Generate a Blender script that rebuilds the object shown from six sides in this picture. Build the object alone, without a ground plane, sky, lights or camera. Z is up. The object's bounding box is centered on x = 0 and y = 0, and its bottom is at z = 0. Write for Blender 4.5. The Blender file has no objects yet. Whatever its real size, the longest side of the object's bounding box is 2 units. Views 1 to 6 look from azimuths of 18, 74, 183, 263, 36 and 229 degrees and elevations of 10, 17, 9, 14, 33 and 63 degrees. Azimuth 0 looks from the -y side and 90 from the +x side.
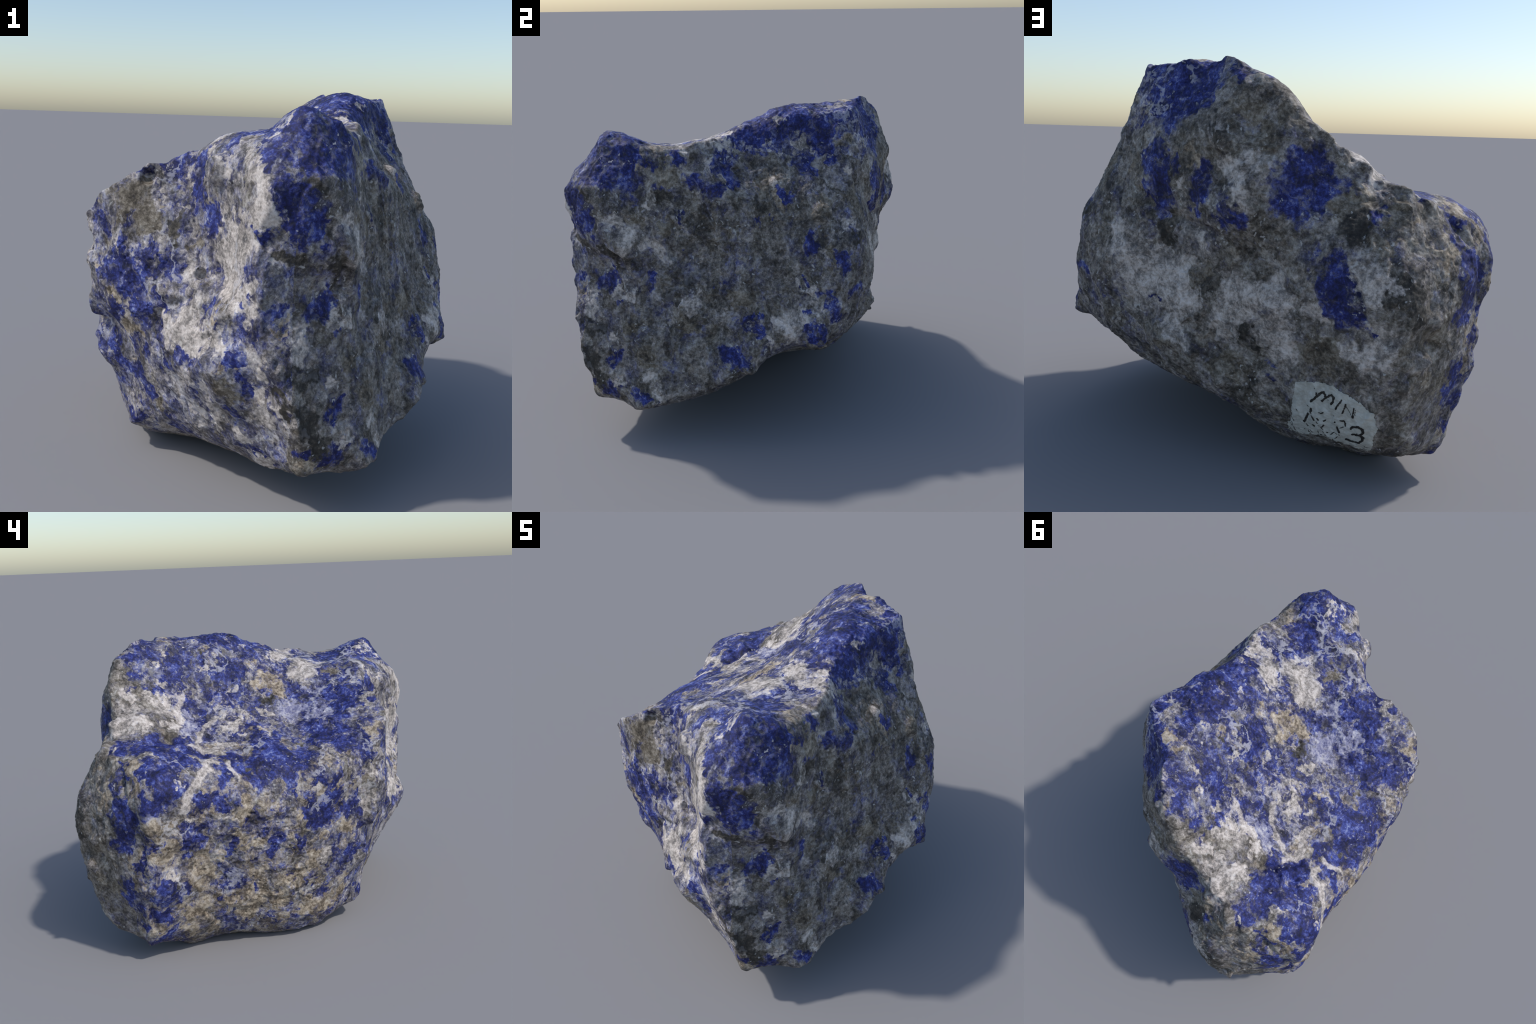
"""A rough broken lump of lapis lazuli with a painted collection mark on its back.

The stone is a stiff skin drawn through a few hundred control points (creases along the
broken edges, loose points on the faces between), then roughened with layered noise.
Colour comes from mineral patches (blue lazurite, white calcite, tan, grey, dark) that are
placed on the stone and broken up with procedural noise in the shader.
"""
import bpy
import math
import numpy as np
from mathutils import Vector
from mathutils.bvhtree import BVHTree

CENTRE = np.array([0.02, 0.0, 0.75])

# ------------------------------------------------------------------ control points (metres)
CREASES = {
    "front_edge": [
        (0.394, -0.976, 1.263), (0.323, -0.973, 1.055), (0.348, -0.973, 0.796), (0.362, -0.979, 0.723), (0.386, -0.992, 0.654),
        (0.413, -0.998, 0.584), (0.440, -0.986, 0.511), (0.482, -0.989, 0.450), (0.508, -0.982, 0.376), (0.483, -0.928, 0.201),
    ],
    "right_rim": [
        (0.473, -0.609, 1.434), (0.548, -0.484, 1.410), (0.537, -0.392, 1.449), (0.522, -0.314, 1.448), (0.476, -0.232, 1.463),
        (0.429, -0.148, 1.488), (0.419, -0.065, 1.514), (0.453, 0.023, 1.505), (0.489, 0.417, 1.555), (0.321, 0.529, 1.585),
        (0.150, 0.600, 1.591), (0.080, 0.668, 1.565),
    ],
    "back_rim": [
        (-0.140, 0.774, 1.414), (-0.180, 0.776, 1.369), (-0.212, 0.779, 1.307), (-0.269, 0.778, 1.306), (-0.313, 0.781, 1.271),
        (-0.352, 0.785, 1.220), (-0.404, 0.783, 1.204), (-0.448, 0.790, 1.170), (-0.494, 0.806, 1.145),
    ],
    "front_brow": [
        (-0.560, -0.591, 1.055), (-0.377, -0.684, 1.193), (-0.317, -0.672, 1.239), (-0.251, -0.664, 1.274), (-0.212, -0.627, 1.271),
        (-0.153, -0.611, 1.292), (-0.079, -0.612, 1.329),
    ],
    "trough": [
        (-0.447, 0.574, 1.173), (-0.439, 0.497, 1.103), (-0.467, 0.427, 1.073), (-0.499, 0.360, 1.051), (-0.543, 0.302, 1.045),
    ],
    "left_back_edge": [
        (-0.501, 0.815, 1.138), (-0.550, 0.826, 1.134), (-0.593, 0.798, 1.095), (-0.643, 0.770, 1.064), (-0.730, 0.749, 0.976),
        (-0.782, 0.677, 0.964),
    ],
    "left_front_edge": [
        (-0.560, -0.591, 1.055), (-0.568, -0.578, 0.883), (-0.564, -0.580, 0.826), (-0.560, -0.585, 0.772), (-0.555, -0.586, 0.702),
        (-0.554, -0.566, 0.603), (-0.566, -0.526, 0.503), (-0.511, -0.524, 0.418),
    ],
    "low_left_edge": [
        (-0.511, -0.524, 0.418), (-0.302, -0.553, 0.179), (-0.408, -0.491, 0.111),
    ],
    "right_foot": [
        (0.483, -0.928, 0.201), (0.559, -0.794, 0.173), (0.641, -0.747, 0.178), (0.720, -0.743, 0.227), (0.729, -0.662, 0.218),
        (0.759, -0.480, 0.254), (0.811, -0.274, 0.435), (0.836, -0.202, 0.366), (0.865, 0.137, 0.475), (0.874, 0.151, 0.554),
    ],
    "back_foot": [
        (0.420, 0.610, 0.493), (0.263, 0.685, 0.448), (0.147, 0.715, 0.341),
    ],
    "back_corner_ridge": [
        (-0.626, 0.901, 0.729), (-0.663, 0.901, 0.671), (-0.669, 0.855, 0.592), (-0.635, 0.946, 0.552), (-0.596, 0.957, 0.498),
        (-0.557, 0.960, 0.444),
    ],
    "spur_edge": [
        (-0.828, 0.630, 0.501), (-0.791, 0.661, 0.381), (-0.789, 0.655, 0.303), (-0.752, 0.650, 0.196), (-0.668, 0.635, 0.085),
    ],
    "facet_foot": [
        (0.394, -0.976, 1.263), (0.543, -0.907, 1.263),
    ],
    "facet_brow": [
        (0.394, -0.976, 1.263), (0.415, -0.938, 1.301), (0.445, -0.910, 1.320), (0.478, -0.881, 1.336), (0.509, -0.854, 1.357),
        (0.495, -0.815, 1.413),
    ],
}

SURFACE = {
    "front_face": [
        (0.164, -0.757, 1.394), (0.101, -0.703, 1.373), (0.393, -0.884, 1.371), (0.050, -0.718, 1.347), (0.305, -0.942, 1.317),
        (0.196, -0.834, 1.304), (0.069, -0.780, 1.280), (0.128, -0.841, 1.272), (-0.105, -0.632, 1.260), (0.008, -0.697, 1.233),
        (-0.238, -0.670, 1.232), (-0.280, -0.590, 1.222), (0.197, -0.858, 1.218), (0.303, -0.960, 1.208), (-0.338, -0.553, 1.193),
        (0.370, -0.991, 1.190), (-0.178, -0.650, 1.167), (-0.324, -0.413, 1.153), (0.436, -0.956, 1.152), (-0.447, -0.623, 1.150),
        (0.342, -0.989, 1.147), (-0.096, -0.654, 1.138), (0.101, -0.763, 1.132), (-0.173, -0.684, 1.129), (0.053, -0.766, 1.107),
        (-0.097, -0.694, 1.090), (0.429, -0.973, 1.077), (-0.175, -0.703, 1.071), (-0.444, -0.660, 1.068), (-0.548, -0.598, 1.060),
        (0.229, -0.898, 1.035), (0.362, -0.938, 1.031), (-0.578, -0.435, 1.024), (-0.106, -0.711, 1.009), (0.143, -0.815, 1.007),
        (0.317, -0.982, 0.994), (0.263, -0.926, 0.978), (-0.636, -0.398, 0.963), (0.336, -0.980, 0.942), (-0.550, -0.530, 0.892),
        (0.013, -0.750, 0.865), (0.337, -0.988, 0.854), (0.285, -0.945, 0.848), (0.138, -0.794, 0.843), (-0.490, -0.641, 0.823),
        (-0.078, -0.767, 0.817), (0.076, -0.858, 0.811), (0.084, -0.789, 0.810), (-0.433, -0.674, 0.785), (0.117, -0.856, 0.784),
        (-0.486, -0.636, 0.776), (0.285, -0.948, 0.773), (-0.516, -0.613, 0.770), (-0.530, -0.516, 0.766), (0.174, -0.941, 0.766),
        (-0.386, -0.685, 0.760), (0.409, -0.943, 0.744), (0.330, -0.988, 0.741), (0.126, -0.891, 0.740), (0.328, -0.972, 0.730),
        (-0.461, -0.650, 0.712), (0.265, -0.953, 0.652), (-0.424, -0.648, 0.646), (0.103, -0.880, 0.639), (-0.520, -0.592, 0.638),
        (-0.459, -0.527, 0.608), (-0.507, -0.512, 0.589), (-0.271, -0.682, 0.578), (0.145, -0.966, 0.578), (0.274, -0.957, 0.576),
        (-0.002, -0.854, 0.569), (0.308, -0.924, 0.503), (0.171, -0.938, 0.474), (0.047, -0.833, 0.441), (0.216, -0.858, 0.337),
        (0.411, -0.910, 0.300), (-0.384, -0.532, 0.292), (-0.065, -0.674, 0.246), (-0.368, -0.536, 0.122),
    ],
    "right_face": [
        (0.478, -0.766, 1.487), (0.524, -0.701, 1.478), (0.541, -0.396, 1.442), (0.510, -0.762, 1.434), (0.519, -0.556, 1.424),
        (0.547, -0.484, 1.414), (0.562, -0.643, 1.412), (0.548, -0.484, 1.410), (0.563, -0.457, 1.368), (0.583, -0.653, 1.336),
        (0.579, 0.418, 1.322), (0.598, 0.278, 1.318), (0.543, -0.067, 1.312), (0.577, 0.134, 1.302), (0.579, -0.247, 1.302),
        (0.599, -0.585, 1.299), (0.646, -0.331, 1.286), (0.594, 0.017, 1.276), (0.651, 0.319, 1.207), (0.602, -0.627, 1.200),
        (0.648, -0.310, 1.199), (0.596, -0.831, 1.196), (0.583, -0.470, 1.193), (0.667, -0.185, 1.188), (0.665, 0.117, 1.179),
        (0.523, -0.914, 1.157), (0.702, 0.178, 1.136), (0.698, 0.285, 1.117), (0.628, -0.481, 1.112), (0.667, 0.400, 1.100),
        (0.556, -0.870, 1.094), (0.603, -0.790, 1.090), (0.589, -0.882, 1.089), (0.569, 0.463, 1.086), (0.684, -0.111, 1.081),
        (0.596, -0.859, 1.076), (0.722, 0.115, 1.041), (0.639, -0.785, 1.008), (0.745, 0.363, 0.996), (0.634, -0.755, 0.958),
        (0.608, -0.622, 0.955), (0.800, 0.288, 0.945), (0.692, 0.442, 0.933), (0.660, -0.348, 0.907), (0.638, -0.467, 0.898),
        (0.615, 0.476, 0.871), (0.526, -0.788, 0.861), (0.625, -0.728, 0.856), (0.613, -0.640, 0.847), (0.819, 0.244, 0.842),
        (0.660, 0.475, 0.832), (0.714, -0.253, 0.812), (0.788, 0.348, 0.807), (0.751, -0.032, 0.798), (0.498, -0.863, 0.794),
        (0.695, 0.457, 0.772), (0.613, 0.507, 0.764), (0.699, -0.317, 0.756), (0.802, 0.028, 0.756), (0.812, 0.095, 0.750),
        (0.613, -0.730, 0.736), (0.837, 0.266, 0.735), (0.692, -0.521, 0.708), (0.754, -0.186, 0.703), (0.689, -0.350, 0.700),
        (0.668, 0.481, 0.692), (0.742, 0.369, 0.667), (0.633, -0.616, 0.664), (0.833, 0.070, 0.655), (0.845, 0.217, 0.643),
        (0.511, -0.878, 0.637), (0.782, -0.225, 0.568), (0.878, 0.005, 0.555), (0.659, -0.730, 0.546), (0.550, -0.855, 0.525),
        (0.843, -0.087, 0.525), (0.830, -0.129, 0.524), (0.718, -0.455, 0.520), (0.758, 0.308, 0.513), (0.810, -0.248, 0.496),
        (0.790, 0.194, 0.485), (0.794, 0.138, 0.461), (0.778, 0.027, 0.457), (0.801, -0.084, 0.437), (0.599, -0.815, 0.433),
        (0.591, -0.816, 0.413), (0.679, 0.098, 0.411), (0.724, -0.099, 0.402), (0.840, -0.309, 0.362), (0.727, -0.545, 0.358),
        (0.706, -0.662, 0.351), (0.610, -0.862, 0.322), (0.823, -0.382, 0.322), (0.765, -0.262, 0.312), (0.725, -0.614, 0.283),
        (0.584, -0.889, 0.277), (0.712, -0.737, 0.264), (0.505, -0.937, 0.252), (0.513, -0.848, 0.179),
    ],
    "back_face": [
        (-0.069, 0.712, 1.498), (0.188, 0.666, 1.445), (-0.137, 0.677, 1.435), (0.274, 0.628, 1.411), (0.040, 0.766, 1.396),
        (-0.156, 0.617, 1.385), (-0.104, 0.796, 1.384), (-0.180, 0.776, 1.369), (0.346, 0.603, 1.362), (-0.173, 0.685, 1.346),
        (-0.222, 0.783, 1.332), (-0.236, 0.622, 1.330), (-0.084, 0.834, 1.327), (0.207, 0.749, 1.311), (0.011, 0.770, 1.310),
        (-0.266, 0.777, 1.298), (0.135, 0.800, 1.276), (0.022, 0.808, 1.271), (-0.360, 0.581, 1.267), (-0.310, 0.780, 1.263),
        (-0.283, 0.665, 1.250), (0.499, 0.503, 1.211), (-0.330, 0.760, 1.211), (-0.254, 0.776, 1.204), (0.080, 0.820, 1.200),
        (0.421, 0.597, 1.197), (0.141, 0.759, 1.197), (0.286, 0.682, 1.181), (-0.407, 0.517, 1.180), (-0.461, 0.554, 1.168),
        (-0.420, 0.757, 1.155), (-0.494, 0.806, 1.145), (-0.360, 0.453, 1.144), (-0.420, 0.710, 1.142), (0.141, 0.746, 1.138),
        (-0.517, 0.671, 1.132), (-0.448, 0.784, 1.120), (-0.350, 0.805, 1.119), (-0.082, 0.853, 1.103), (-0.619, 0.625, 1.103),
        (-0.529, 0.493, 1.103), (0.214, 0.743, 1.094), (-0.549, 0.870, 1.089), (-0.561, 0.772, 1.083), (-0.742, 0.680, 1.053),
        (0.119, 0.844, 1.053), (-0.723, 0.679, 1.052), (-0.583, 0.814, 1.032), (-0.213, 0.860, 1.030), (-0.744, 0.714, 1.011),
        (-0.099, 0.843, 0.998), (-0.407, 0.903, 0.984), (-0.719, 0.735, 0.978), (-0.642, 0.846, 0.927), (-0.793, 0.719, 0.921),
        (0.157, 0.722, 0.906), (-0.400, 0.955, 0.900), (-0.221, 0.905, 0.876), (0.202, 0.703, 0.864), (0.016, 0.781, 0.858),
        (0.505, 0.538, 0.836), (0.591, 0.524, 0.829), (0.273, 0.634, 0.821), (0.108, 0.719, 0.808), (-0.746, 0.803, 0.793),
        (-0.085, 0.825, 0.787), (-0.299, 0.938, 0.755), (0.514, 0.527, 0.755), (-0.466, 0.999, 0.728), (-0.571, 0.982, 0.711),
        (-0.038, 0.841, 0.672), (-0.659, 0.913, 0.670), (0.309, 0.653, 0.652), (-0.200, 0.865, 0.650), (0.372, 0.594, 0.649),
        (0.015, 0.762, 0.638), (0.124, 0.721, 0.613), (-0.369, 0.940, 0.596), (-0.611, 0.838, 0.594), (0.333, 0.600, 0.587),
        (-0.591, 0.915, 0.584), (0.502, 0.515, 0.581), (-0.097, 0.804, 0.572), (0.022, 0.753, 0.571), (-0.504, 0.984, 0.561),
        (-0.612, 0.898, 0.559), (0.121, 0.698, 0.550), (0.213, 0.641, 0.508), (-0.577, 0.926, 0.505), (0.050, 0.703, 0.496),
        (-0.200, 0.835, 0.490), (0.169, 0.642, 0.456), (-0.127, 0.778, 0.444), (-0.523, 0.933, 0.360), (-0.626, 0.815, 0.265),
        (-0.695, 0.718, 0.260), (-0.067, 0.688, 0.235), (-0.503, 0.894, 0.228), (-0.293, 0.755, 0.156), (-0.578, 0.824, 0.153),
        (-0.381, 0.735, 0.132), (-0.443, 0.715, 0.100), (-0.547, 0.690, 0.098), (-0.622, 0.681, 0.093),
    ],
    "left_face": [
        (-0.584, 0.479, 1.117), (-0.627, 0.516, 1.101), (-0.713, 0.533, 1.079), (-0.564, 0.361, 1.067), (-0.672, 0.401, 1.055),
        (-0.693, 0.348, 1.047), (-0.486, 0.199, 1.044), (-0.456, -0.205, 1.043), (-0.805, 0.563, 1.042), (-0.601, -0.025, 1.029),
        (-0.627, 0.298, 1.028), (-0.518, -0.186, 1.016), (-0.573, -0.182, 1.007), (-0.613, 0.104, 0.989), (-0.645, -0.141, 0.988),
        (-0.667, -0.284, 0.975), (-0.846, 0.610, 0.963), (-0.875, 0.512, 0.936), (-0.799, 0.405, 0.936), (-0.691, -0.071, 0.934),
        (-0.737, 0.181, 0.932), (-0.714, 0.066, 0.922), (-0.873, 0.589, 0.899), (-0.887, 0.663, 0.875), (-0.665, -0.319, 0.868),
        (-0.679, -0.160, 0.842), (-0.817, 0.441, 0.830), (-0.824, 0.666, 0.828), (-0.819, 0.721, 0.822), (-0.885, 0.647, 0.803),
        (-0.648, -0.333, 0.785), (-0.797, 0.339, 0.781), (-0.688, -0.197, 0.747), (-0.800, 0.694, 0.718), (-0.838, 0.506, 0.699),
        (-0.752, 0.229, 0.650), (-0.744, 0.365, 0.615), (-0.838, 0.620, 0.611), (-0.711, 0.000, 0.569), (-0.755, 0.430, 0.536),
        (-0.727, 0.240, 0.522), (-0.832, 0.520, 0.461), (-0.646, -0.195, 0.448), (-0.828, 0.647, 0.427), (-0.748, 0.453, 0.406),
        (-0.823, 0.563, 0.380), (-0.635, -0.143, 0.311), (-0.731, 0.461, 0.284), (-0.550, -0.353, 0.263), (-0.661, 0.183, 0.259),
        (-0.580, 0.536, 0.049), (-0.527, 0.341, 0.033), (-0.419, -0.325, 0.029), (-0.501, 0.124, 0.027), (-0.530, -0.145, 0.020),
    ],
    "top_face": [
        (0.252, 0.453, 1.594), (0.336, 0.265, 1.583), (0.300, 0.167, 1.581), (0.266, 0.378, 1.577), (0.192, 0.526, 1.576),
        (0.396, 0.028, 1.574), (0.382, 0.381, 1.567), (0.413, 0.473, 1.556), (0.492, 0.406, 1.552), (0.473, 0.128, 1.544),
        (0.370, 0.002, 1.539), (0.020, 0.695, 1.538), (0.140, 0.183, 1.527), (0.141, 0.354, 1.525), (-0.000, 0.643, 1.522),
        (0.480, 0.229, 1.520), (0.394, -0.765, 1.516), (0.430, 0.005, 1.515), (0.419, -0.065, 1.514), (0.215, 0.575, 1.512),
        (0.524, 0.351, 1.501), (0.421, -0.145, 1.497), (0.012, 0.507, 1.493), (0.304, -0.099, 1.491), (0.438, -0.697, 1.489),
        (0.429, -0.148, 1.488), (0.144, 0.130, 1.479), (0.420, -0.824, 1.479), (0.313, 0.541, 1.464), (0.045, 0.239, 1.462),
        (0.518, -0.311, 1.455), (0.176, -0.017, 1.446), (0.380, -0.616, 1.443), (0.489, -0.242, 1.441), (0.421, -0.273, 1.440),
        (-0.092, 0.605, 1.437), (0.305, -0.714, 1.423), (0.210, -0.360, 1.416), (0.559, 0.380, 1.414), (0.173, -0.632, 1.412),
        (0.095, -0.648, 1.406), (0.344, -0.564, 1.404), (0.512, 0.018, 1.400), (0.039, -0.662, 1.381), (0.511, 0.138, 1.380),
        (0.038, -0.588, 1.379), (0.089, -0.414, 1.378), (0.539, 0.234, 1.378), (0.183, -0.415, 1.377), (0.003, 0.234, 1.371),
        (-0.052, 0.413, 1.357), (-0.117, 0.522, 1.349), (0.076, -0.287, 1.341), (-0.045, 0.323, 1.323), (-0.180, 0.500, 1.319),
        (-0.027, 0.084, 1.302), (-0.037, -0.317, 1.277), (-0.060, -0.124, 1.275), (-0.021, -0.392, 1.266), (-0.046, -0.231, 1.263),
        (-0.131, 0.202, 1.262), (-0.171, 0.445, 1.258), (-0.098, -0.351, 1.240), (-0.113, -0.121, 1.235), (-0.115, 0.260, 1.235),
        (-0.227, 0.466, 1.231), (-0.206, 0.392, 1.226), (-0.173, 0.249, 1.223), (-0.160, -0.080, 1.210), (-0.140, -0.245, 1.209),
        (-0.141, -0.164, 1.192), (-0.261, 0.432, 1.189), (-0.255, 0.183, 1.171), (-0.277, 0.399, 1.157), (-0.363, 0.018, 1.123),
        (-0.368, -0.246, 1.093),
    ],
    "underside_face": [
        (0.603, 0.298, 0.380), (0.469, 0.396, 0.358), (0.587, 0.028, 0.354), (0.544, 0.253, 0.302), (0.472, 0.165, 0.292),
        (0.463, 0.039, 0.285), (0.426, 0.328, 0.270), (0.395, 0.187, 0.258), (0.267, 0.435, 0.246), (0.297, 0.215, 0.231),
        (0.507, -0.173, 0.218), (0.257, 0.121, 0.204), (0.048, 0.487, 0.161), (0.575, -0.450, 0.150), (0.307, -0.094, 0.150),
        (0.538, -0.567, 0.112), (0.020, 0.314, 0.100), (0.267, -0.694, 0.098), (0.187, -0.617, 0.096), (0.020, 0.212, 0.091),
        (0.109, 0.000, 0.087), (-0.095, -0.445, 0.067), (-0.053, 0.444, 0.067), (0.304, -0.314, 0.066), (-0.390, 0.543, 0.054),
        (-0.276, -0.421, 0.050), (0.020, -0.460, 0.045), (-0.189, 0.452, 0.033), (-0.482, 0.250, 0.015), (0.020, -0.210, 0.010),
        (-0.106, -0.016, 0.008), (-0.510, 0.466, 0.003), (-0.218, 0.175, -0.002), (-0.344, -0.085, -0.008), (-0.223, -0.207, -0.008),
    ],
}

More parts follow.
